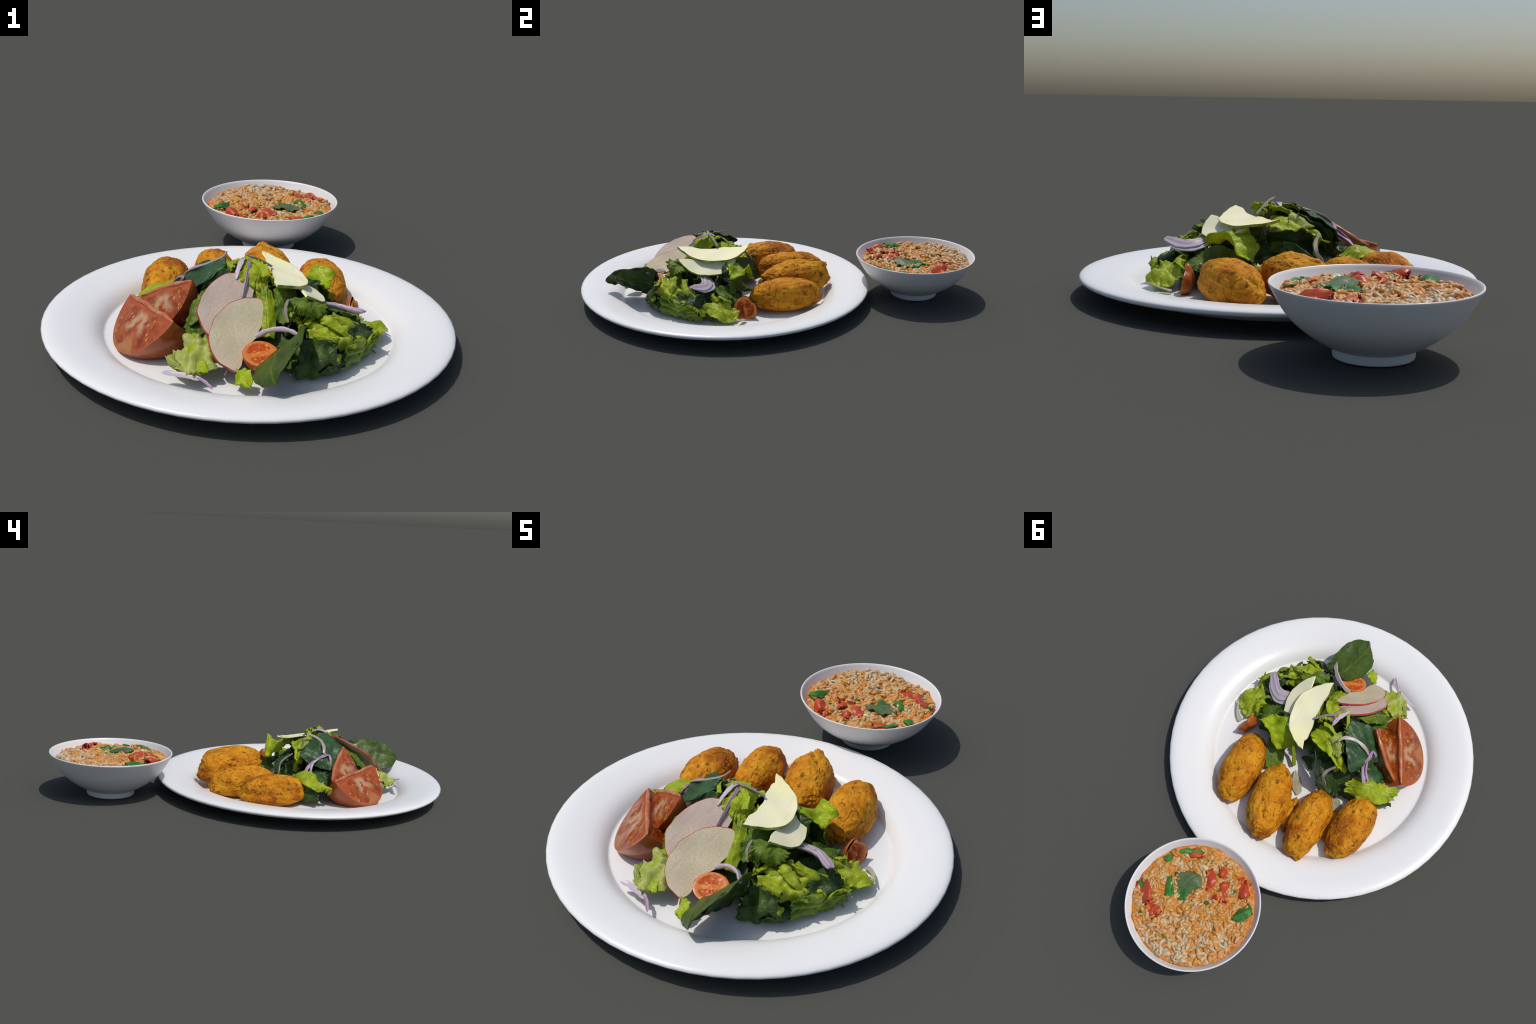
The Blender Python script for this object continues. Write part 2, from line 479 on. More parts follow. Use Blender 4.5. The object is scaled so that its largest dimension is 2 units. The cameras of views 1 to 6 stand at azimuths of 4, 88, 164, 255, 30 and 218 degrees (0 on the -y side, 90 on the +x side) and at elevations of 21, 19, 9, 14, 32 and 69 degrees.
def shell(G, thick):
    """Two-sided closed sheet from a grid of points G (nu, nv, 3)."""
    nu, nv = G.shape[:2]
    du = np.gradient(G, axis=0)
    dv = np.gradient(G, axis=1)
    N = np.cross(du, dv)
    N /= np.linalg.norm(N, axis=-1, keepdims=True) + 1e-12
    th = thick if np.ndim(thick) == 0 else thick[..., None]
    V = np.concatenate([(G + N * th / 2).reshape(-1, 3), (G - N * th / 2).reshape(-1, 3)])
    o = nu * nv
    F = []
    for i in range(nu - 1):
        for j in range(nv - 1):
            a, b, c, d = i * nv + j, (i + 1) * nv + j, (i + 1) * nv + j + 1, i * nv + j + 1
            F.append((a, b, c, d))
            F.append((o + d, o + c, o + b, o + a))
    ring = [(i, 0) for i in range(nu)] + [(nu - 1, j) for j in range(1, nv)] + [(i, nv - 1) for i in range(nu - 2, -1, -1)] + [(0, j) for j in range(nv - 2, 0, -1)]
    ids = [i * nv + j for i, j in ring]
    for k in range(len(ids)):
        p, q = ids[k], ids[(k + 1) % len(ids)]
        F.append((q, p, o + p, o + q))
    return V, F


def leaf(name, grid, mat, parent, seed, square=0.35, ragged=0.10, ruffle=0.012, waves_n=13, crumple=0.006, thick=0.0032, res=(46, 36), folds=0.0, lift=0.0):
    G = np.array(grid, float)
    nu, nv = res
    r = np.random.default_rng(seed)
    t = np.linspace(-1, 1, nu)
    s = np.linspace(-1, 1, nv)
    T, S = np.meshgrid(t, s, indexing="ij")
    rim = np.maximum(abs(T), abs(S))
    Td, Sd = T * np.sqrt(1 - S**2 / 2), S * np.sqrt(1 - T**2 / 2)
    A, B = T * square + Td * (1 - square), S * square + Sd * (1 - square)
    th = np.arctan2(Sd, Td)
    ph = r.uniform(0, 6.28, 8)
    edge = sum(np.sin(k * th + ph[i] + 0.8 * np.sin(2 * th + ph[i + 2])) / (i + 1.6) for i, k in enumerate((2, 5, 8, 15, 27)))
    k = 1 + ragged * edge * rim**3
    A, B = A * k, B * k
    U, W = (A + 1) / 2, (B + 1) / 2
    rows = cr(G, U.ravel())
    P = np.empty((nu * nv, 3))
    w = W.ravel()
    # per-point evaluation across the row
    n = G.shape[1]
    tt = np.clip(w, 0, 1) * (n - 1)
    i = np.minimum(tt.astype(int), n - 2)
    f = (tt - i)[:, None]
    ext = np.concatenate([2 * rows[:, :1] - rows[:, 1:2], rows, 2 * rows[:, -1:] - rows[:, -2:-1]], axis=1)
    idx = np.arange(len(w))
    a, b, c, d = ext[idx, i], ext[idx, i + 1], ext[idx, i + 2], ext[idx, i + 3]
    P = 0.5 * (2 * b + (c - a) * f + (2 * a - 5 * b + 4 * c - d) * f**2 + (3 * b - a - 3 * c + d) * f**3)
    over = (w - np.clip(w, 0, 1))[:, None] * (n - 1)
    P = P + over * np.where((w > 1)[:, None], c - b, c - b)
    P = P.reshape(nu, nv, 3)
    N = np.cross(np.gradient(P, axis=0), np.gradient(P, axis=1))
    N /= np.linalg.norm(N, axis=-1, keepdims=True) + 1e-12
    # frilled rim: irregular waves that die out quickly towards the middle
    arc = th + 0.35 * np.sin(3 * th + ph[5]) + 0.2 * np.sin(7 * th + ph[6])
    frill = np.sin(waves_n * arc + ph[7]) + 0.6 * np.sin((waves_n * 1.7) * arc + ph[1])
    disp = ruffle * 0.8 * rim**6 * frill * (0.65 + 0.5 * np.sin(2 * th + ph[0]))
    # blistered, crinkled blade
    blister = np.abs(waves(P, 105, seed + 1, 2)) - 0.55
    disp += crumple * 0.95 * waves(P, 46, seed + 2, 1) + crumple * 0.75 * waves(P, 95, seed + 4, 1) - crumple * 0.30 * blister + crumple * 0.16 * waves(P, 300, seed + 3, 2)
    disp += folds * np.sin(B * 9 + 1.5 * np.sin(A * 3 + ph[2])) * (0.4 + 0.6 * rim)
    P = P + N * (disp + lift)[..., None]
    # a slight in-plane wander so that outlines are never smooth arcs
    P = P + 0.35 * crumple * np.stack([waves(P, 60, seed + 5 + q, 2) for q in range(3)], -1) * rim[..., None]
    c0 = P.mean((0, 1))
    x = P[-1].mean(0) - P[0].mean(0)
    size = np.linalg.norm(P.reshape(-1, 3) - c0, axis=1).max()
    V, F = shell(P, thick)
    return mesh_object(name, V, F, mat, parent, frame(c0, x, N.mean((0, 1)), size))


def strip(name, pts, width, height, mat, parent, side=(0, 0, 1), taper=(0.35, 0.35), n=40, m=12, curl=0.25, seed=0):
    """A curved sliver (onion) swept along pts: width along `side`-free direction, height along side."""
    C = cr(np.array(pts, float), np.linspace(0, 1, n))
    Tn = np.gradient(C, axis=0)
    Tn /= np.linalg.norm(Tn, axis=1, keepdims=True)
    sd = np.array(side, float)
    a = np.arange(m) * 2 * math.pi / m
    u = np.linspace(0, 1, n)
    prof = np.minimum(1, taper[0] + (1 - taper[0]) * np.clip(u / 0.22, 0, 1) ** 0.7) * np.minimum(1, taper[1] + (1 - taper[1]) * np.clip((1 - u) / 0.22, 0, 1) ** 0.7)
    prof[0] *= 0.25
    prof[-1] *= 0.25
    V = []
    rr = np.random.default_rng(seed)
    p1, p2 = rr.uniform(0, 6.28, 2)
    for i in range(n):
        z = sd - Tn[i] * sd.dot(Tn[i])
        z /= np.linalg.norm(z)
        y = np.cross(z, Tn[i])
        k = prof[i] * (1 + 0.10 * np.sin(u[i] * 17 + p1) + 0.06 * np.sin(u[i] * 31 + p2))
        cy, cz = np.cos(a) * width / 2 * k, np.sin(a) * height / 2 * k
        cz = cz + curl * width * k * (np.cos(a) ** 2 - 0.5)
        V.append(C[i] + cy[:, None] * y + cz[:, None] * z)
    V = np.concatenate(V)
    F = [(i * m + j, i * m + (j + 1) % m, (i + 1) * m + (j + 1) % m, (i + 1) * m + j) for i in range(n - 1) for j in range(m)]
    F += [tuple(range(m))[::-1], tuple((n - 1) * m + j for j in range(m))]
    return mesh_object(name, V, F, mat, parent, frame(C[n // 2], C[-1] - C[0], sd))


# ---------------------------------------------------------------- plate
PC = (0.0, -0.27)
plate_profile = [(0.0, 0.0235), (0.2, 0.0235), (0.40, 0.0235), (0.490, 0.024), (0.508, 0.0238), (0.5145, 0.0244), (0.5180, 0.0285), (0.5250, 0.0372), (0.537, 0.0490), (0.555, 0.0600), (0.58, 0.0688), (0.61, 0.0742), (0.640, 0.0782), (0.665, 0.0812), (0.685, 0.0822), (0.702, 0.0816), (0.715, 0.0796), (0.7245, 0.0760), (0.7295, 0.0710), (0.7285, 0.0655), (0.724, 0.0608), (0.716, 0.0570), (0.70, 0.0522), (0.64, 0.0430), (0.57, 0.0320), (0.535, 0.0220), (0.5195, 0.0100), (0.513, 0.0), (0.50, 0.0), (0.25, 0.001), (0.0, 0.001)]
pp = [p for p in plate_profile]
V, F = lathe([(max(r, 1e-4), z) for r, z in pp], 64, PC)
plate = mesh_object("dinner_plate", V, F, M["plate"], None, Matrix.Translation((PC[0], PC[1], 0)))
thing(plate, "wide round white porcelain dinner plate with broad rim", "plate")

# ---------------------------------------------------------------- bowl
BC = (0.0, 0.70)
bowl = empty("rice_bowl", (BC[0], BC[1], 0), "small white porcelain bowl on a low foot ring", "bowl")
outer = smooth_profile([(0.090, 0.022), (0.112, 0.0265), (0.135, 0.0355), (0.156, 0.0470), (0.194, 0.072), (0.231, 0.103), (0.257, 0.133), (0.276, 0.163), (0.2915, 0.191), (0.2982, 0.204)], 3)
lip = smooth_profile([(0.3005, 0.2085), (0.3000, 0.2120), (0.2970, 0.2135), (0.2935, 0.2115)], 3)
inner = smooth_profile([(0.2900, 0.204), (0.2820, 0.189), (0.266, 0.163), (0.240, 0.128), (0.200, 0.092), (0.150, 0.060), (0.08, 0.042), (0.0002, 0.038)], 3)
V, F = lathe(np.concatenate([outer, lip, inner]), 96, BC)
mesh_object("bowl_shell", V, F, M["bowl"], bowl, Matrix.Translation((BC[0], BC[1], 0)))
foot = smooth_profile([(0.1170, 0.034), (0.1175, 0.020), (0.1172, 0.008), (0.1155, 0.002), (0.111, 0.0001), (0.102, 0.0), (0.095, 0.004), (0.093, 0.012), (0.092, 0.026)], 3)
V, F = lathe(foot, 96, BC)
mesh_object("bowl_foot", V, F, M["bowl"], bowl, Matrix.Translation((BC[0], BC[1], 0)))

# ---------------------------------------------------------------- rice stew
stew = empty("rice_stew", (BC[0], BC[1], 0.05), "orange tomato rice stew with herbs and tomato chunks", "rice stew")
SR = 0.2735


def stew_z(x, y):
    r = math.hypot(x - BC[0], y - BC[1]) / SR
    z = 0.179 + 0.011 * (1 - min(1, r) ** 3)
    z += 0.016 * mnoise.noise(Vector((x * 12, y * 12, 1.7))) + 0.009 * mnoise.noise(Vector((x * 27, y * 27, 5.1)))
    return z


def stew_normal(x, y):
    e = 0.004
    return Vector((-(stew_z(x + e, y) - stew_z(x - e, y)) / (2 * e), -(stew_z(x, y + e) - stew_z(x, y - e)) / (2 * e), 1)).normalized()


rings, segs = 60, 160
V, F = [(BC[0], BC[1], stew_z(*BC))], []
for i in range(1, rings + 1):
    for j in range(segs):
        a = 2 * math.pi * j / segs
        r = SR * i / rings
        if i == rings:
            r *= 1 + 0.012 * math.sin(9 * a) * math.sin(23 * a + 1)
        x, y = BC[0] + r * math.cos(a), BC[1] + r * math.sin(a)
        V.append((x, y, stew_z(x, y)))
for j in range(segs):
    F.append((0, 1 + j, 1 + (j + 1) % segs))
for i in range(rings - 1):
    for j in range(segs):
        k = (j + 1) % segs
        F.append((1 + i * segs + j, 1 + (i + 1) * segs + j, 1 + (i + 1) * segs + k, 1 + i * segs + k))
low = len(V)
for j in range(segs):
    a = 2 * math.pi * j / segs
    V.append((BC[0] + 0.243 * math.cos(a), BC[1] + 0.243 * math.sin(a), 0.126))
top = 1 + (rings - 1) * segs
for j in range(segs):
    k = (j + 1) % segs
    F.append((top + j, low + j, low + k, top + k))
F.append(tuple(low + j for j in range(segs))[::-1])
mesh_object("tomato_sauce", V, F, M["sauce"], stew, Matrix.Translation((BC[0], BC[1], 0.17)))


def grain_mesh(k):
    r = np.random.default_rng(100 + k)
    L, wd, bend = r.uniform(0.030, 0.043), r.uniform(0.0155, 0.0205), r.uniform(-0.2, 0.2)
    n, m = 11, 8
    u = np.linspace(-1, 1, n)
    prof = np.sqrt(np.maximum(0, 1 - abs(u) ** 2.6)) * (1 + 0.12 * np.sin(u * 2.2 + r.uniform(0, 6)))
    V = []
    for i in range(n):
        a = np.arange(m) * 2 * math.pi / m
        y = wd / 2 * prof[i] * np.cos(a) + bend * L * (u[i] ** 2) * 0.5
        z = wd / 2 * 0.8 * prof[i] * np.sin(a) + 0.08 * L * np.sin(u[i] * 1.5 + k)
        V += [(L / 2 * u[i], yy, zz) for yy, zz in zip(y, z)]
    F = [(i * m + j, i * m + (j + 1) % m, (i + 1) * m + (j + 1) % m, (i + 1) * m + j) for i in range(n - 1) for j in range(m)]
    return np.array(V), F


CHUNKS = [  # stewed tomato pieces: along-axis points
    [(0.030, 0.540), (-0.005, 0.575), (-0.048, 0.622)],
    [(-0.060, 0.560), (-0.085, 0.588), (-0.093, 0.610)],
    [(-0.136, 0.498), (-0.160, 0.525)],
    [(-0.015, 0.505), (-0.025, 0.518)],
    [(0.255, 0.760), (0.215, 0.775), (0.175, 0.800)],
    [(0.165, 0.800), (0.130, 0.815), (0.100, 0.830)],
    [(0.120, 0.505), (0.150, 0.515)],
    [(-0.100, 0.486), (-0.112, 0.492)],
]
HERBS = [((0.080, 0.636), 0.072), ((0.040, 0.655), 0.030), ((0.130, 0.720), 0.045), ((-0.208, 0.600), 0.050), ((0.225, 0.595), 0.034), ((0.16, 0.50), 0.05)]


def clear_of(x, y):
    for c in CHUNKS:
        for p in c:
            if math.hypot(x - p[0], y - p[1]) < 0.024:
                return False
    return all(math.hypot(x - p[0], y - p[1]) > r * 0.72 for p, r in HERBS)


variants = []
for k in range(8):
    gv, gf = grain_mesh(k)
    me = bpy.data.meshes.new("rice_grain")
    me.from_pydata(gv.tolist(), [], gf)
    me.materials.append(M["rice"])
    me.polygons.foreach_set("use_smooth", np.ones(len(me.polygons), bool))
    variants.append((me, gv, gf))

rnd = random.Random(5)


def grain_matrix(x, y, dz, tilt):
    n = stew_normal(x, y)
    q = n.to_track_quat("Z", "Y").to_matrix().to_4x4()
    flow = math.atan2(y - BC[1], x - BC[0]) + 1.2 * mnoise.noise(Vector((x * 9, y * 9, 3.3))) * 2
    rot = Matrix.Rotation(flow + rnd.gauss(0, 0.7), 4, "Z") @ Matrix.Rotation(rnd.gauss(0, tilt), 4, "Y") @ Matrix.Rotation(rnd.uniform(0, 6.28), 4, "X")
    return Matrix.Translation((x, y, stew_z(x, y) + dz)) @ q @ rot @ Matrix.Scale(rnd.uniform(0.85, 1.12), 4)


def spot(margin=0.962):
    while True:
        r, a = SR * margin * math.sqrt(rnd.random()), rnd.uniform(0, 2 * math.pi)
        x, y = BC[0] + r * math.cos(a), BC[1] + r * math.sin(a)
        if clear_of(x, y):
            return x, y


placed = []
while len(placed) < 300:
    x, y = spot(0.93)
    heap = -0.55 * x + (y - 0.70)  # drier, taller heap at the far left
    if rnd.random() > 0.40 + 2.2 * max(0, heap):
        continue
    if any(math.hypot(x - a, y - b) < 0.0135 for a, b in placed):
        continue
    placed.append((x, y))
    o = bpy.data.objects.new("rice_grain", variants[len(placed) % 8][0])
    link(o, stew)
    o.matrix_world = grain_matrix(x, y, rnd.uniform(0.001, 0.006) + max(0, heap) * 0.018, 0.24)
SV, SF = [], []
for i in range(1500):
    x, y = spot(0.945)
    me, gv, gf = variants[i % 8]
    mt = np.array(grain_matrix(x, y, rnd.uniform(-0.006, 0.0015), 0.14))
    base = sum(len(v) for v in SV)
    SV.append(gv @ mt[:3, :3].T + mt[:3, 3])
    SF += [tuple(i + base for i in f) for f in gf]
o = mesh_object("rice", np.concatenate(SV), SF, M["rice"], stew, Matrix.Translation((BC[0], BC[1], 0.17)))
o["kind"] = "stuff"


def chunk(name, pts, wd, ht, mat, seed, dz=0.004):
    n, m = 20, 16
    P = np.array([(x, y, stew_z(x, y) + dz) for x, y in pts])
    if len(P) == 2:
        P = np.array([P[0], (P[0] + P[1]) / 2, P[1]])
    C = cr(P, np.linspace(-0.12, 1.12, n))
    Tn = np.gradient(C, axis=0)
    Tn /= np.linalg.norm(Tn, axis=1, keepdims=True)
    u = np.linspace(-1, 1, n)
    prof = np.maximum(0.04, (1 - abs(u) ** 3)) ** 0.5
    V = []
    for i in range(n):
        y = np.cross((0, 0, 1), Tn[i])
        y /= np.linalg.norm(y)
        a = np.arange(m) * 2 * math.pi / m
        V.append(C[i] + prof[i] * (np.cos(a)[:, None] * wd / 2 * y + np.sin(a)[:, None] * ht / 2 * np.array((0, 0, 1))))
    V = np.concatenate(V)
    V = V + 0.0062 * np.stack([waves(V, 85, seed + q, 3) for q in range(3)], -1) * (1, 1, 0.6)
    F = [(i * m + j, i * m + (j + 1) % m, (i + 1) * m + (j + 1) % m, (i + 1) * m + j) for i in range(n - 1) for j in range(m)]
    F += [tuple(range(m))[::-1], tuple((n - 1) * m + j for j in range(m))]
    return mesh_object(name, V, F, mat, stew, frame(C[n // 2], C[-1] - C[0], (0, 0, 1)))


for i, (c, wd, ht) in enumerate(zip(CHUNKS, (0.042, 0.050, 0.056, 0.034, 0.050, 0.060, 0.040, 0.034), (0.004, 0.010, 0.018, 0.009, 0.002, 0.002, 0.002, 0.004))):
    pts = np.array(c)
    d = pts[-1] - pts[0]
    d = d / np.linalg.norm(d)
    q = np.array((-d[1], d[0]))
    ext = np.concatenate([[pts[0] - d * 0.012], pts, [pts[-1] + d * 0.012]])
    grid = [[(*(p + q * wd / 2 * k), stew_z(*(p + q * wd / 2 * k)) + (0.003 + (ht if k == 0 else 0.0)) * (0.6 if e in (0, len(ext) - 1) else 1)) for k in (-1, 0, 1)] for e, p in enumerate(ext)]
    leaf("tomato_piece", grid, M["chunk"], stew, 300 + i, square=0.15, ragged=0.26, ruffle=0.004, crumple=0.009, thick=0.008, res=(30, 24))
chunk("garlic_slice", [(0.045, 0.538), (0.070, 0.545)], 0.026, 0.026, M["garlic"], 340, 0.006)


def herb(pts3, mat, seed, ragged=0.14, **kw):
    grid = [[(x, y, stew_z(x, y) + z) for x, y, z in row] for row in pts3]
    return leaf("herb_leaf", grid, mat, stew, seed, ragged=ragged, ruffle=0.003, crumple=0.003, thick=0.003, res=(24, 20), **kw)


herb([[(0.105, 0.585, 0.010), (0.068, 0.578, 0.016), (0.035, 0.592, 0.012)], [(0.136, 0.632, 0.008), (0.080, 0.630, 0.016), (0.020, 0.630, 0.012)], [(0.138, 0.675, 0.006), (0.095, 0.685, 0.010), (0.048, 0.682, 0.009)]], M["herb_grey"], 401, 0.2)
herb([[(0.095, 0.668, 0.009), (0.072, 0.662, 0.012), (0.045, 0.660, 0.010)], [(0.098, 0.715, 0.008), (0.068, 0.720, 0.010), (0.036, 0.705, 0.008)]], M["herb"], 402, 0.2)
herb([[(0.165, 0.672, 0.006), (0.150, 0.668, 0.009), (0.135, 0.670, 0.007)], [(0.150, 0.705, 0.006), (0.128, 0.702, 0.010), (0.110, 0.700, 0.006)], [(0.130, 0.745, 0.005), (0.108, 0.740, 0.008), (0.092, 0.720, 0.006)]], M["herb"], 403, 0.3)
herb([[(-0.205, 0.570, 0.016), (-0.225, 0.568, 0.022), (-0.240, 0.585, 0.020)], [(-0.178, 0.596, 0.010), (-0.205, 0.600, 0.026), (-0.228, 0.622, 0.020)], [(-0.170, 0.640, 0.006), (-0.180, 0.650, 0.010), (-0.200, 0.655, 0.008)]], M["herb"], 404, 0.06)
herb([[(-0.190, 0.548, 0.010), (-0.198, 0.556, 0.016), (-0.200, 0.562, 0.012)], [(-0.235, 0.572, 0.014), (-0.240, 0.580, 0.018), (-0.236, 0.592, 0.014)]], M["herb"], 405, 0.06)
herb([[(0.242, 0.610, 0.010), (0.225, 0.618, 0.012), (0.205, 0.615, 0.009)], [(0.228, 0.575, 0.012), (0.215, 0.585, 0.014), (0.200, 0.592, 0.010)]], M["herb"], 406, 0.15)
herb([[(0.215, 0.560, 0.012), (0.208, 0.566, 0.012), (0.200, 0.572, 0.010)], [(0.185, 0.520, 0.012), (0.178, 0.528, 0.014), (0.170, 0.536, 0.010)], [(0.125, 0.480, 0.014), (0.118, 0.490, 0.016), (0.112, 0.502, 0.010)]], M["herb"], 407, 0.2)
for i, (x, y) in enumerate(((0.245, 0.765), (0.165, 0.865), (0.09, 0.76), (-0.045, 0.660), (0.06, 0.50), (-0.11, 0.555), (0.02, 0.88))):
    d = 0.010 if i % 2 else 0.014
    herb([[(x - d, y - d, 0.008), (x + d * 0.6, y - d, 0.010)], [(x - d * 0.7, y + d, 0.009), (x + d, y + d * 0.8, 0.008)]], M["herb"], 420 + i, 0.25)


# ---------------------------------------------------------------- fritters
def fritter(c, ax, yaw, seed, rough, bumps=(), pits=14, blunt=2.15):
    import bmesh

    bm = bmesh.new()
    bmesh.ops.create_icosphere(bm, subdivisions=6, radius=1.0)
    r = random.Random(seed)
    off = Vector((seed * 3.1, seed * 1.7, seed * 0.9))
    pit = []
    for _ in range(pits):
        d = Vector((r.gauss(0, 1), r.gauss(0, 1), r.gauss(0, 0.8))).normalized()
        pit.append((d, r.uniform(0.03, 0.075), r.uniform(0.025, 0.06)))
    for v in bm.verts:
        d = v.co.normalized()
        k = (abs(d.x) ** blunt + abs(d.y) ** blunt + abs(d.z) ** blunt) ** (-1 / blunt)
        p = d * k
        n = 0.055 * mnoise.noise(d * 2.1 + off) + 0.035 * mnoise.noise(d * 5 + off) + 0.020 * min(rough, 1.0) * mnoise.noise(d * 11 + off)
        n += 0.008 * min(rough, 0.9) * mnoise.noise(d * 28 + off)
        # torn, flaky crust in some zones
        zone = max(0, mnoise.noise(d * 2.6 + off * 1.3))
        n += 0.085 * rough * zone * (abs(mnoise.noise(d * 9 + off)) - 0.22)
        for pd, rad, dep in pit:
            q = (d - pd).length / rad
            if q < 1:
                n -= dep * rough * (1 - q * q) ** 2
        for bd, rad, h in bumps:
            q = (d - Vector(bd).normalized()).length / rad
            if q < 1:
                n += h * (1 - q * q) ** 2 * (0.8 + 0.5 * mnoise.noise(d * 11 + off))
        p = p * (0.985 + n)
        if p.z < 0:  # the lower sides run almost straight down to the plate
            t = 1 + 0.16 * min(1, -p.z * 1.2) * (1 - min(1, -p.z)) * 2
            p.x, p.y = p.x * t, p.y * t
        v.co = Vector((p.x * ax[0], p.y * ax[1], p.z * ax[2]))
    me = bpy.data.meshes.new("fritter")
    bm.to_mesh(me)
    bm.free()
    me.materials.append(M["crust"])
    me.polygons.foreach_set("use_smooth", np.ones(len(me.polygons), bool))
    o = bpy.data.objects.new("fritter", me)
    link(o)
    o.matrix_world = Matrix.Translation(c) @ Matrix.Rotation(yaw, 4, "Z")
    return thing(o, "oval golden-brown fried fritter flecked with herbs", "fritter")


fritter((0.252, 0.028, 0.096), (0.176, 0.090, 0.079), 1.768, 1, 0.55)
fritter((0.040, 0.090, 0.111), (0.176, 0.092, 0.084), 1.896, 2, 2.0, [((0.80, -0.1, 0.70), 0.30, 0.20), ((0.52, 0.15, 0.85), 0.18, 0.16), ((-0.98, 0.1, 0.25), 0.25, 0.12), ((-0.2, 0.1, 0.98), 0.45, 0.07), ((0.1, 0.75, 0.6), 0.5, 0.08)], 26)
fritter((-0.165, 0.067, 0.095), (0.174, 0.082, 0.078), 1.726, 3, 0.95, [((0.9, 0.35, -0.35), 0.3, 0.10), ((-0.4, 0.9, -0.2), 0.35, 0.10)], 16)
fritter((-0.338, -0.041, 0.094), (0.159, 0.088, 0.079), 1.605, 4, 0.85, [((-0.6, 0.3, 0.8), 0.18, 0.10), ((0.9, -0.3, -0.2), 0.3, 0.08)], 16)


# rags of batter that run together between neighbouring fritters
def scrap(c, ax, yaw, seed):
    import bmesh

    bm = bmesh.new()
    bmesh.ops.create_icosphere(bm, subdivisions=4, radius=1.0)
    off = Vector((seed * 2.3, seed, 4.0))
    for v in bm.verts:
        d = v.co.normalized()
        p = d * (1 + 0.30 * mnoise.noise(d * 3 + off) + 0.15 * mnoise.noise(d * 8 + off))
        v.co = Vector((p.x * ax[0], p.y * ax[1], p.z * ax[2]))
    me = bpy.data.meshes.new("batter_scrap")
    bm.to_mesh(me)
    bm.free()
    me.materials.append(M["crust"])
    me.polygons.foreach_set("use_smooth", np.ones(len(me.polygons), bool))
    o = bpy.data.objects.new("batter_scrap", me)
    link(o)
    o.matrix_world = Matrix.Translation(c) @ Matrix.Rotation(yaw, 4, "Z")
    return thing(o, "small rag of fried batter between two fritters", "batter scrap")


scrap((-0.066, 0.075, 0.052), (0.085, 0.026, 0.030), 1.85, 1)
scrap((-0.253, 0.005, 0.048), (0.075, 0.024, 0.026), 1.70, 2)

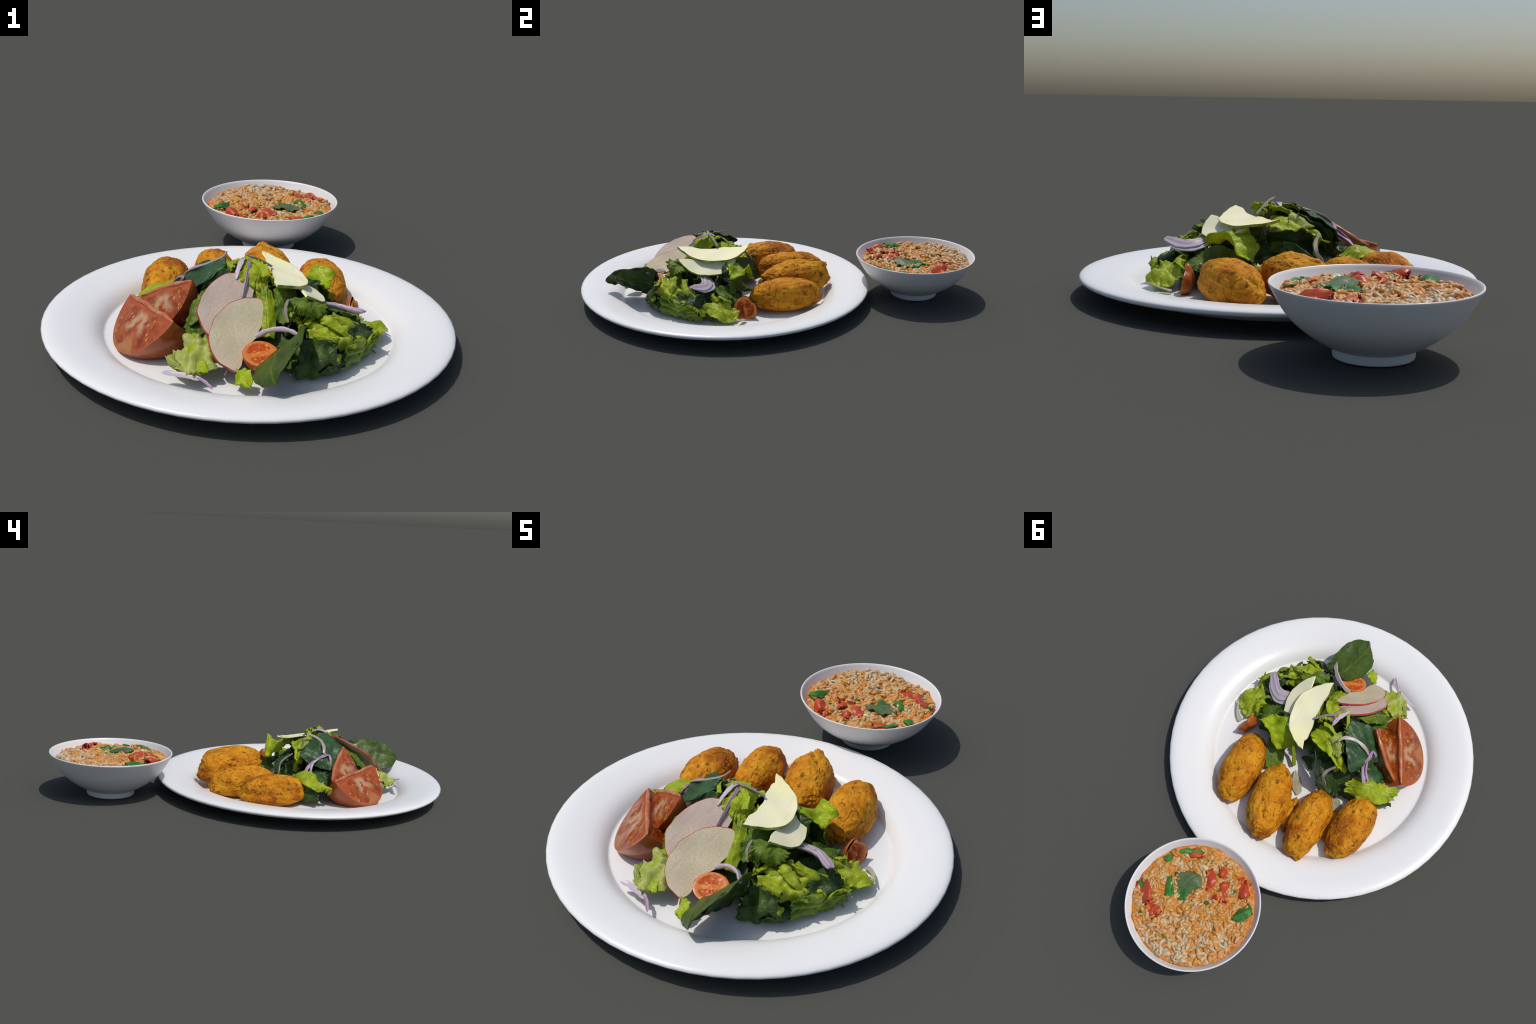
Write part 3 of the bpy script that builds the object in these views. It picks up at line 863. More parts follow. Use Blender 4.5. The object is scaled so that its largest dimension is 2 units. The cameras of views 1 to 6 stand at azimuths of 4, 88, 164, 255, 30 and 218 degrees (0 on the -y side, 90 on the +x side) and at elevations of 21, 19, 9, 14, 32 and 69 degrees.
# ---------------------------------------------------------------- tomatoes
def wedge(name, A, B, d1, d2, radius, seed, mats, belly=0.55):
    """Wedge between the two poles A and B; d1, d2 point from the core to the skin in its cut faces."""
    A, B, d1, d2 = (np.array(v, float) for v in (A, B, d1, d2))
    ax = B - A
    L = np.linalg.norm(ax)
    ax /= L
    mid = (A + B) / 2
    e1 = d1 - ax * d1.dot(ax)
    e1 /= np.linalg.norm(e1)
    e2 = d2 - ax * d2.dot(ax)
    e2 /= np.linalg.norm(e2)
    ang = math.acos(float(np.clip(e1.dot(e2), -1, 1)))
    up = e2 - e1 * e2.dot(e1)
    up /= np.linalg.norm(up)
    ns, nr, nf = 44, 14, 16
    s = 0.5 - 0.5 * np.cos(np.linspace(0, math.pi, ns))

    def rad(t):
        return radius * np.maximum(0, 1 - abs(2 * t - 1) ** 2.2) ** belly

    def pt(t, rho, f):
        # poles are tucked in a little, as on a real tomato
        dirv = math.cos(f) * e1 + math.sin(f) * up
        q = A + ax * L * t + dirv * rad(t) * rho
        q[2] = max(q[2], 0.0245)  # it rests on the plate
        return q

    root = bpy.data.objects.new(name, None)
    mt = frame(mid, ax, np.cross(ax, e1))
    root.location = mid
    root.empty_display_size = 0.05
    link(root)
    bpy.context.view_layer.update()
    for f, sign in ((0.0, 1), (ang, -1)):
        g = np.array([[pt(t, rho, f) for rho in np.linspace(0, 1, nr)] for t in s])
        nrm = np.cross(ax, math.cos(f) * e1 + math.sin(f) * up) * sign
        # sunken seed chambers and a raised pith
        X = (np.array(s) * 2 - 1)[:, None]
        Y = np.linspace(0, 1, nr)[None, :]
        cham = np.exp(-(((abs(X) - 0.36) / 0.2) ** 2 + ((Y - 0.53) / 0.26) ** 2))
        dent = -0.008 * cham + 0.002 * waves(g, 50, seed, 2)
        dent = dent * np.clip(np.minimum(Y, 1 - Y) * 6, 0, 1)
        g = g - nrm * dent[..., None] * -1
        P = g.reshape(-1, 3)
        Fs = [(i * nr + j, (i + 1) * nr + j, (i + 1) * nr + j + 1, i * nr + j + 1) for i in range(ns - 1) for j in range(nr - 1)]
        if sign < 0:
            Fs = [q[::-1] for q in Fs]
        fm = frame(mid, ax, np.cross(ax, math.cos(f) * e1 + math.sin(f) * up))
        o = mesh_object("cut_face", P, Fs, mats[0], root, None)
        inv = np.array(fm.inverted())
        co = np.array([v.co[:] for v in o.data.vertices]) @ inv[:3, :3].T + inv[:3, 3]
        o.data.vertices.foreach_set("co", co.ravel())
        o.matrix_world = fm
    g = np.array([[pt(t, 1.0, f) for f in np.linspace(0, ang, nf)] for t in s])
    g = g + 0.002 * np.stack([waves(g, 30, seed + q, 2) for q in range(3)], -1) * np.sin(np.linspace(0, math.pi, nf))[None, :, None]
    Fs = [(i * nf + j, i * nf + j + 1, (i + 1) * nf + j + 1, (i + 1) * nf + j) for i in range(ns - 1) for j in range(nf - 1)]
    mesh_object("tomato_skin", g.reshape(-1, 3), [q[::-1] for q in Fs], mats[1], root, Matrix.Translation(mid))
    # rounded fleshy core ridge
    rid = np.array([A + ax * L * t for t in np.linspace(0.01, 0.99, 24)])
    rid = rid - (e1 + e2) * 0.0 + 0.004 * np.stack([waves(rid, 26, seed + 9 + q, 2) for q in range(3)], -1)
    strip("core_ridge", rid, 0.017, 0.017, mats[2], root, side=tuple(-(e1 + e2)), curl=0.0, seed=seed)
    return root


bpy.context.view_layer.update()
TC1 = tomato_cut("tomato_cut_face", 0.34, 0.18)
T1 = wedge("tomato_wedge", (-0.418, -0.322, 0.155), (-0.222, -0.592, 0.182), (-0.108, -0.040, -0.118), (0.12, 0.08, -0.13), 0.180, 51, (TC1, M["t_skin"], M["t_ridge"]))
thing(T1, "red tomato wedge with pale core and seeds", "tomato")
T2 = wedge("tomato_wedge", (-0.382, -0.318, 0.152), (-0.183, -0.438, 0.272), (0.035, -0.135, -0.075), (0.06, 0.02, -0.15), 0.150, 61, (TC1, M["t_skin"], M["t_ridge"]))
thing(T2, "red tomato wedge with pale core and seeds", "tomato")


def cherry(name, c, n, r, squash, cut, sk, hollow=0.0, xdir=(1, 0.3, 0), torn=0.0, deep=0.95):
    root = bpy.data.objects.new(name, None)
    root.location = c
    root.empty_display_size = 0.03
    link(root)
    bpy.context.view_layer.update()
    mt = frame(c, xdir, n)
    W = np.array(mt)

    def world(P):
        return P @ W[:3, :3].T + W[:3, 3]

    segs = 40
    a = np.arange(segs) * 2 * math.pi / segs
    P, F = [], []
    prof = [(1.0, 0.0), (1.01, -0.06)] + [(math.cos(t), -math.sin(t)) for t in np.linspace(0.15, 1.45, 12)]
    for q, z in prof:
        P.append(np.stack([r * q * np.cos(a), r * squash * q * np.sin(a), np.full(segs, r * deep * z)], 1))
    n0 = len(prof)
    P = np.concatenate(P)
    P = P * (1 + (0.03 + torn) * waves(P, 60, 71, 2))[:, None]
    F = [(i * segs + j, (i + 1) * segs + j, (i + 1) * segs + (j + 1) % segs, i * segs + (j + 1) % segs) for i in range(n0 - 1) for j in range(segs)]
    F.append(tuple((n0 - 1) * segs + j for j in range(segs))[::-1])
    mesh_object("tomato_skin", world(P), F, sk, root, mt)
    P = []
    rr = np.linspace(1.0, 0.02, 14)
    for q in rr:
        x, y = r * q * np.cos(a), r * squash * q * np.sin(a)
        lob = np.exp(-((q - 0.5) / 0.25) ** 2) * (0.4 + 0.6 * np.abs(np.sin(a)))
        z = -r * (0.05 + hollow) * lob + 0.008 * r * np.sin(9 * a + 2 * q) * (q < 0.95) + (0.015 * r if q < 0.99 else 0)
        P.append(np.stack([x, y, z], 1))
    F = [(i * segs + j, i * segs + (j + 1) % segs, (i + 1) * segs + (j + 1) % segs, (i + 1) * segs + j) for i in range(13) for j in range(segs)]
    F.append(tuple(13 * segs + j for j in range(segs)))
    P = np.concatenate(P)
    P = P * (1 + torn * waves(P * (1, 1, 0), 60, 71, 2))[:, None] + torn * r * 0.8 * waves(P, 90, 72, 2)[:, None] * np.array((0, 0, 1))
    mesh_object("cut_face", world(P), F, cut, root, mt)
    return root


C1 = cherry("cherry_tomato_half", (0.072, -0.637, 0.112), (0.18, -0.33, 0.93), 0.061, 0.93, cherry_cut("cherry_tomato_cut", 0.061), M["c_skin"], xdir=(1, 0.55, 0))
thing(C1, "halved cherry tomato with glossy orange seeds", "tomato")
C2 = cherry("cherry_tomato_half", (0.374, -0.177, 0.070), (0.97, -0.30, 0.15), 0.056, 1.0, cherry_cut("roast_tomato_cut", 0.056), M["c2_skin"], 0.40, (0.25, 0.2, -1), 0.16, 0.55)
thing(C2, "hollow roasted cherry tomato half with brown rim", "tomato")


# ---------------------------------------------------------------- fruit slices
APPLE_HALF = [(-1.0, 0.0), (-1.04, 0.28), (-0.95, 0.56), (-0.62, 0.88), (-0.25, 0.985), (0.13, 1.0), (0.70, 0.86), (1.05, 0.62), (1.22, 0.36), (1.20, 0.12), (1.0, 0.0)]
CRESCENT = [(-1.0, 0.0), (-0.95, 0.22), (-0.78, 0.52), (-0.45, 0.86), (0.0, 1.0), (0.42, 0.93), (0.75, 0.60), (0.93, 0.25), (1.0, 0.0)]


def slice_d(name, A, B, apex, thick, mats, seed, outline, bow=0.012, notch=0.0, sag_in=0.0):
    """A fruit slice: nearly straight cut from A to B, round skin edge out through apex.
    The outline is given in half chords along AB and in the rise from the chord to the apex."""
    A, B, apex = (np.array(v, float) for v in (A, B, apex))
    mid = (A + B) / 2
    e = B - A
    half = np.linalg.norm(e) / 2
    e /= 2 * half
    w = apex - mid
    w = w - e * w.dot(e)
    sag = np.linalg.norm(w)
    w /= sag
    n = np.cross(e, w)
    r = np.random.default_rng(seed)
    T = np.linspace(0, 1, 60)
    arc = cr(np.array(outline, float) * (half, sag), T)
    arc *= (1 + 0.008 * np.sin(T * 21 + r.uniform(0, 6)) + 0.006 * np.sin(T * 58 + r.uniform(0, 6)))[:, None]
    k = np.linspace(arc[-1], arc[0], 34)[1:-1]
    kx = np.linspace(0, 1, 34)[1:-1]
    k[:, 1] += 0.003 * np.sin(kx * 11 + seed) + 0.002 * np.sin(kx * 27) + notch * np.exp(-(((kx - 0.90) / 0.05) ** 2)) + sag_in * np.sin(math.pi * kx)
    out = np.concatenate([arc, k])
    rings = np.array([1.0, 0.982, 0.90, 0.75, 0.55, 0.35, 0.15, 0.02])
    cen = np.array([0.0, sag * 0.45])
    m = len(out)

    def at(q):
        P2 = cen + (out - cen) * q
        z = bow * (1 - ((P2[:, 0] / half) ** 2)) - bow * 0.5 * (P2[:, 1] / sag) ** 2
        z = z + 0.0025 * np.sin(P2[:, 0] * 40 + seed) * np.cos(P2[:, 1] * 35)
        return P2, z

    V, F, fm = [], [], []
    for sgn in (1, -1):
        for q in rings:
            P2, z = at(q)
            V.append(mid + P2[:, :1] * e + P2[:, 1:] * w + (z + sgn * thick / 2)[:, None] * n)
    nr = len(rings)
    for side in range(2):
        o = side * nr * m
        for i in range(nr - 1):
            for j in range(m):
                k2 = (j + 1) % m
                f = (o + i * m + j, o + i * m + k2, o + (i + 1) * m + k2, o + (i + 1) * m + j)
                F.append(f if side else f[::-1])
                fm.append(1 if i == 0 and j < 59 else 0)
        f = tuple(o + (nr - 1) * m + j for j in range(m))
        F.append(f if side else f[::-1])
        fm.append(0)
    for j in range(m):
        k2 = (j + 1) % m
        F.append((j, k2, nr * m + k2, nr * m + j))
        fm.append(1 if j < 59 else 0)
    o = mesh_object(name, np.concatenate(V), F, mats, None, frame(mid, e, n), face_mat=fm)
    me = o.data
    # the rim stays crisp
    me.set_sharp_from_angle(angle=math.radians(40))
    return o


a1 = slice_d("apple_slice", (-0.003, -0.704, 0.073), (0.079, -0.489, 0.188), (-0.083, -0.571, 0.207), 0.008, [M["apple"], M["apple_skin"]], 1, APPLE_HALF, -0.006)
thing(a1, "thin half-moon apple slice with red skin edge", "apple slice")
a2 = slice_d("apple_slice", (-0.047, -0.640, 0.134), (0.033, -0.423, 0.250), (-0.133, -0.520, 0.263), 0.008, [M["apple_pink"], M["apple_skin"]], 2, APPLE_HALF, -0.006)
thing(a2, "thin half-moon apple slice with red skin edge", "apple slice")
g1 = slice_d("green_apple_slice", (0.030, -0.155, 0.278), (0.107, -0.503, 0.297), (0.206, -0.345, 0.256), 0.010, [M["gapple"], M["gapple_skin"]], 3, CRESCENT, -0.012, notch=0.016, sag_in=0.012)
thing(g1, "pale crescent slice of green apple, thin green skin", "apple slice")
g2 = slice_d("green_apple_slice", (0.130, -0.215, 0.246), (0.205, -0.495, 0.262), (0.260, -0.350, 0.201), 0.009, [M["gapple"], M["gapple_skin"]], 4, CRESCENT, -0.008)
thing(g2, "pale crescent slice of green apple, thin green skin", "apple slice")

# ---------------------------------------------------------------- salad leaves
salad = empty("green_salad", (0.05, -0.45, 0.035), "heap of lettuce, dark spinach and red onion slivers", "salad")
LT = "lettuce_leaf"
SP = "spinach_leaf"

leaf(SP, [[(0.110, -0.620, 0.100), (0.165, -0.600, 0.142), (0.217, -0.590, 0.215)],
          [(0.058, -0.700, 0.088), (0.122, -0.690, 0.144), (0.209, -0.655, 0.222)],
          [(0.062, -0.790, 0.090), (0.115, -0.785, 0.148), (0.194, -0.765, 0.215)],
          [(0.095, -0.818, 0.090), (0.131, -0.864, 0.128), (0.166, -0.828, 0.188)]], M["spinach"], salad, 1, 0.60, 0.04, 0.003, 9, 0.0032, 0.004, (60, 48))
leaf(SP, [[(-0.095, -0.300, 0.300), (-0.080, -0.355, 0.316), (-0.070, -0.400, 0.308)],
          [(-0.150, -0.245, 0.268), (-0.150, -0.340, 0.286), (-0.135, -0.440, 0.265)],
          [(-0.195, -0.210, 0.230), (-0.215, -0.325, 0.236), (-0.200, -0.430, 0.205)],
          [(-0.235, -0.250, 0.185), (-0.255, -0.335, 0.172), (-0.245, -0.400, 0.150)]], M["kale"], salad, 2, 0.6, 0.07, 0.006, 9, 0.0045, 0.004, (60, 48))
leaf(SP, [[(0.010, -0.225, 0.200), (-0.010, -0.200, 0.150), (-0.010, -0.190, 0.090)],
          [(-0.050, -0.150, 0.185), (-0.068, -0.132, 0.130), (-0.060, -0.130, 0.060)],
          [(-0.110, -0.108, 0.132), (-0.118, -0.100, 0.090), (-0.125, -0.110, 0.045)]], M["kale"], salad, 3, 0.6, 0.05, 0.008, 7)
leaf(SP, [[(-0.060, -0.230, 0.150), (-0.060, -0.175, 0.125), (-0.075, -0.120, 0.095)],
          [(-0.130, -0.240, 0.140), (-0.140, -0.175, 0.105), (-0.145, -0.120, 0.060)],
          [(-0.200, -0.250, 0.130), (-0.215, -0.185, 0.100), (-0.200, -0.130, 0.050)]], M["dark"], salad, 4, 0.6, 0.08, 0.010, 9)
leaf(SP, [[(-0.200, -0.300, 0.170), (-0.240, -0.320, 0.165), (-0.270, -0.360, 0.130)],
          [(-0.250, -0.220, 0.130), (-0.290, -0.260, 0.150), (-0.320, -0.320, 0.110)],
          [(-0.290, -0.190, 0.090), (-0.330, -0.230, 0.110), (-0.360, -0.290, 0.080)]], M["kale"], salad, 5, 0.5, 0.05, 0.006, 7)

leaf(LT, [[(0.262, -0.235, 0.178), (0.285, -0.200, 0.192), (0.310, -0.163, 0.221)],
          [(0.215, -0.255, 0.222), (0.232, -0.205, 0.202), (0.229, -0.150, 0.244)],
          [(0.165, -0.265, 0.236), (0.175, -0.195, 0.212), (0.160, -0.130, 0.148)],
          [(0.110, -0.275, 0.230), (0.108, -0.220, 0.210), (0.085, -0.180, 0.180)]], M["bright"], salad, 10, 0.75, 0.07, 0.009, 11, 0.006)
leaf(LT, [[(0.425, -0.385, 0.085), (0.395, -0.340, 0.112), (0.345, -0.285, 0.110)],
          [(0.478, -0.330, 0.078), (0.432, -0.285, 0.094), (0.370, -0.235, 0.088)],
          [(0.512, -0.268, 0.050), (0.466, -0.228, 0.050), (0.400, -0.192, 0.048)]], M["lettuce"], salad, 11, 0.45, 0.06, 0.007, 11, 0.009)
leaf(LT, [[(0.195, -0.600, 0.150), (0.190, -0.640, 0.090), (0.185, -0.662, 0.036)],
          [(0.235, -0.592, 0.160), (0.255, -0.632, 0.100), (0.262, -0.642, 0.037)],
          [(0.318, -0.600, 0.162), (0.312, -0.612, 0.100), (0.330, -0.582, 0.037)]], M["dark"], salad, 12, 0.9, 0.05, 0.008, 11, 0.008)
leaf(LT, [[(0.195, -0.495, 0.180), (0.210, -0.550, 0.164), (0.225, -0.602, 0.144)],
          [(0.270, -0.455, 0.165), (0.275, -0.520, 0.172), (0.302, -0.592, 0.150)],
          [(0.335, -0.410, 0.126), (0.345, -0.482, 0.138), (0.360, -0.542, 0.112)],
          [(0.378, -0.378, 0.090), (0.392, -0.420, 0.098), (0.398, -0.458, 0.076)]], M["lettuce"], salad, 13, 0.75, 0.12, 0.018, 15, 0.010, folds=0.012)
leaf(LT, [[(0.330, -0.570, 0.125), (0.335, -0.582, 0.080), (0.330, -0.582, 0.037)],
          [(0.400, -0.475, 0.115), (0.408, -0.492, 0.078), (0.385, -0.492, 0.036)],
          [(0.445, -0.412, 0.108), (0.458, -0.400, 0.075), (0.458, -0.370, 0.036)]], M["green"], salad, 14, 0.85, 0.07, 0.012, 13, 0.009, folds=0.008)
leaf(LT, [[(0.385, -0.435, 0.085), (0.400, -0.440, 0.104), (0.420, -0.440, 0.095)],
          [(0.405, -0.390, 0.090), (0.430, -0.398, 0.108), (0.460, -0.405, 0.105)],
          [(0.430, -0.345, 0.070), (0.458, -0.355, 0.085), (0.478, -0.362, 0.065)]], M["lettuce"], salad, 15, 0.6, 0.12, 0.014, 13, 0.008)
leaf(LT, [[(-0.185, -0.550, 0.110), (-0.150, -0.600, 0.140), (-0.105, -0.600, 0.142)],
          [(-0.195, -0.610, 0.088), (-0.145, -0.655, 0.112), (-0.080, -0.665, 0.100)],
          [(-0.240, -0.648, 0.075), (-0.150, -0.748, 0.076), (-0.055, -0.705, 0.068)]], M["pale"], salad, 16, 0.6, 0.10, 0.013, 15, 0.009, folds=0.008)
leaf(LT, [[(0.060, -0.245, 0.240), (0.050, -0.290, 0.262), (0.030, -0.330, 0.272)],
          [(-0.010, -0.220, 0.243), (-0.020, -0.262, 0.260), (-0.040, -0.300, 0.272)],
          [(-0.090, -0.212, 0.235), (-0.100, -0.240, 0.242), (-0.110, -0.265, 0.238)],
          [(-0.168, -0.192, 0.172), (-0.172, -0.210, 0.175), (-0.178, -0.230, 0.170)]], M["bright"], salad, 17, 0.6, 0.10, 0.010, 15, 0.007)
leaf(LT, [[(-0.195, -0.225, 0.140), (-0.205, -0.185, 0.146), (-0.210, -0.155, 0.112)],
          [(-0.270, -0.270, 0.140), (-0.290, -0.210, 0.162), (-0.300, -0.162, 0.125)],
          [(-0.345, -0.290, 0.120), (-0.360, -0.235, 0.146), (-0.390, -0.192, 0.125)],
          [(-0.410, -0.315, 0.100), (-0.425, -0.285, 0.115), (-0.430, -0.250, 0.105)]], M["lettuce"], salad, 18, 0.7, 0.10, 0.014, 15, 0.009)
leaf(LT, [[(-0.215, -0.175, 0.120), (-0.220, -0.150, 0.075), (-0.230, -0.150, 0.040)],
          [(-0.320, -0.185, 0.125), (-0.340, -0.170, 0.080), (-0.340, -0.175, 0.040)],
          [(-0.400, -0.240, 0.115), (-0.425, -0.240, 0.075), (-0.410, -0.255, 0.034)]], M["dark"], salad, 19, 0.8, 0.08, 0.010, 13, 0.007)
leaf(LT, [[(0.050, -0.295, 0.285), (0.030, -0.322, 0.312), (-0.025, -0.330, 0.308)],
          [(0.075, -0.360, 0.270), (0.030, -0.385, 0.312), (-0.030, -0.390, 0.308)],
          [(0.075, -0.440, 0.220), (0.040, -0.440, 0.255), (-0.025, -0.445, 0.275)]], M["lettuce"], salad, 20, 0.7, 0.10, 0.014, 13, 0.010)
leaf(LT, [[(-0.015, -0.255, 0.262), (-0.045, -0.290, 0.282), (-0.070, -0.340, 0.302)],
          [(-0.070, -0.235, 0.248), (-0.085, -0.270, 0.268), (-0.100, -0.300, 0.282)],
          [(-0.120, -0.225, 0.225), (-0.125, -0.250, 0.240), (-0.130, -0.270, 0.245)]], M["pale"], salad, 21, 0.6, 0.12, 0.010, 13, 0.007)
leaf(LT, [[(0.135, -0.495, 0.235), (0.165, -0.528, 0.240), (0.160, -0.550, 0.195)],
          [(0.190, -0.465, 0.245), (0.205, -0.508, 0.258), (0.205, -0.545, 0.205)],
          [(0.245, -0.435, 0.210), (0.255, -0.480, 0.212), (0.250, -0.515, 0.170)]], M["green"], salad, 22, 0.7, 0.14, 0.016, 13, 0.010)
leaf(LT, [[(0.250, -0.370, 0.150), (0.300, -0.335, 0.145), (0.345, -0.290, 0.115)],
          [(0.225, -0.285, 0.140), (0.280, -0.260, 0.130), (0.335, -0.230, 0.100)],
          [(0.195, -0.215, 0.110), (0.250, -0.195, 0.095), (0.300, -0.185, 0.070)]], M["green"], salad, 23, 0.6, 0.12, 0.014, 15, 0.008)
leaf(LT, [[(0.030, -0.420, 0.250), (0.055, -0.430, 0.258), (0.085, -0.430, 0.245)],
          [(0.050, -0.490, 0.190), (0.080, -0.495, 0.200), (0.105, -0.490, 0.185)],
          [(0.055, -0.560, 0.130), (0.085, -0.560, 0.140), (0.110, -0.555, 0.125)]], M["lettuce"], salad, 24, 0.8, 0.04, 0.004, 7, 0.004)
leaf(LT, [[(0.000, -0.695, 0.068), (0.020, -0.710, 0.086), (0.055, -0.715, 0.088)],
          [(-0.010, -0.735, 0.046), (0.018, -0.765, 0.066), (0.055, -0.780, 0.055)]], M["bright"], salad, 25, 0.6, 0.10, 0.008, 9, 0.005, res=(26, 26))
leaf(LT, [[(-0.080, -0.450, 0.150), (-0.060, -0.520, 0.150), (-0.060, -0.580, 0.130)],
          [(-0.120, -0.450, 0.180), (-0.140, -0.520, 0.170), (-0.130, -0.580, 0.140)],
          [(-0.170, -0.450, 0.170), (-0.190, -0.510, 0.150), (-0.190, -0.560, 0.110)]], M["green"], salad, 26, 0.7, 0.10, 0.012, 13, 0.009)
leaf(LT, [[(0.300, -0.470, 0.140), (0.330, -0.420, 0.150), (0.350, -0.370, 0.130)],
          [(0.340, -0.500, 0.120), (0.380, -0.430, 0.130), (0.390, -0.370, 0.110)],
          [(0.370, -0.510, 0.080), (0.420, -0.440, 0.095), (0.430, -0.390, 0.085)]], M["dark"], salad, 27, 0.6, 0.10, 0.012, 13, 0.010)

leaf(SP, [[(0.212, -0.600, 0.205), (0.172, -0.620, 0.120), (0.140, -0.630, 0.050)],
          [(0.203, -0.660, 0.212), (0.158, -0.670, 0.135), (0.118, -0.680, 0.055)],
          [(0.187, -0.762, 0.203), (0.145, -0.745, 0.140), (0.102, -0.740, 0.085)],
          [(0.157, -0.822, 0.170), (0.134, -0.812, 0.135), (0.108, -0.812, 0.106)]], M["spinach"], salad, 31, 0.85, 0.02, 0.003, 7, 0.004)
leaf(LT, [[(-0.030, -0.420, 0.268), (-0.085, -0.442, 0.264), (-0.140, -0.452, 0.250)],
          [(-0.085, -0.490, 0.238), (-0.130, -0.508, 0.222), (-0.172, -0.500, 0.200)],
          [(-0.120, -0.560, 0.195), (-0.158, -0.562, 0.168), (-0.190, -0.548, 0.140)]], M["green"], salad, 46, 0.7, 0.08, 0.008, 9, 0.007)
leaf(LT, [[(0.065, -0.325, 0.266), (0.100, -0.345, 0.262), (0.132, -0.355, 0.250)],
          [(0.075, -0.365, 0.262), (0.110, -0.385, 0.256), (0.145, -0.390, 0.244)],
          [(0.085, -0.405, 0.248), (0.120, -0.420, 0.246), (0.155, -0.415, 0.238)]], M["lettuce"], salad, 47, 0.7, 0.10, 0.008, 9, 0.006)
leaf(LT, [[(0.095, -0.395, 0.255), (0.130, -0.420, 0.246), (0.165, -0.400, 0.240)],
          [(0.100, -0.460, 0.226), (0.135, -0.475, 0.228), (0.168, -0.460, 0.226)],
          [(0.108, -0.530, 0.180), (0.140, -0.540, 0.186), (0.165, -0.530, 0.180)]], M["green"], salad, 45, 0.7, 0.10, 0.010, 11, 0.008)
leaf(LT, [[(0.235, -0.165, 0.115), (0.190, -0.165, 0.105), (0.140, -0.190, 0.095)],
          [(0.205, -0.100, 0.085), (0.165, -0.110, 0.085), (0.130, -0.145, 0.070)],
          [(0.165, -0.045, 0.055), (0.140, -0.065, 0.060), (0.112, -0.090, 0.048)]], M["green"], salad, 32, 0.6, 0.08, 0.008, 9, 0.007)
leaf(LT, [[(0.128, -0.195, 0.125), (0.112, -0.200, 0.120)], [(0.095, -0.165, 0.085), (0.082, -0.175, 0.080)], [(0.072, -0.130, 0.050), (0.056, -0.142, 0.045)]], M["lettuce"], salad, 33, 0.7, 0.05, 0.004, 7, 0.004, res=(24, 14))
leaf(LT, [[(0.050, -0.135, 0.042), (0.030, -0.110, 0.048), (0.010, -0.125, 0.036)],
          [(0.030, -0.075, 0.048), (0.000, -0.075, 0.050), (-0.020, -0.090, 0.036)],
          [(0.000, -0.030, 0.040), (-0.030, -0.030, 0.042), (-0.045, -0.050, 0.034)]], M["pith"], salad, 34, 0.5, 0.08, 0.004, 7, 0.004, res=(24, 20))
leaf(LT, [[(-0.165, -0.125, 0.046), (-0.185, -0.100, 0.046), (-0.205, -0.060, 0.038)],
          [(-0.215, -0.130, 0.042), (-0.235, -0.105, 0.044), (-0.240, -0.070, 0.036)]], M["pith"], salad, 35, 0.5, 0.08, 0.004, 7, 0.004, res=(24, 20))
leaf(LT, [[(0.500, -0.262, 0.055), (0.490, -0.250, 0.048)], [(0.465, -0.200, 0.046), (0.450, -0.205, 0.042)], [(0.425, -0.160, 0.034), (0.412, -0.185, 0.038)]], M["pith"], salad, 36, 0.6, 0.03, 0.002, 5, 0.002, res=(24, 12))
leaf(SP, [[(0.068, -0.190, 0.046), (0.050, -0.215, 0.050)], [(0.030, -0.185, 0.042), (0.010, -0.220, 0.046)], [(-0.010, -0.158, 0.036), (-0.022, -0.190, 0.040)]], M["dark"], salad, 37, 0.4, 0.05, 0.003, 7, 0.003, res=(24, 18))

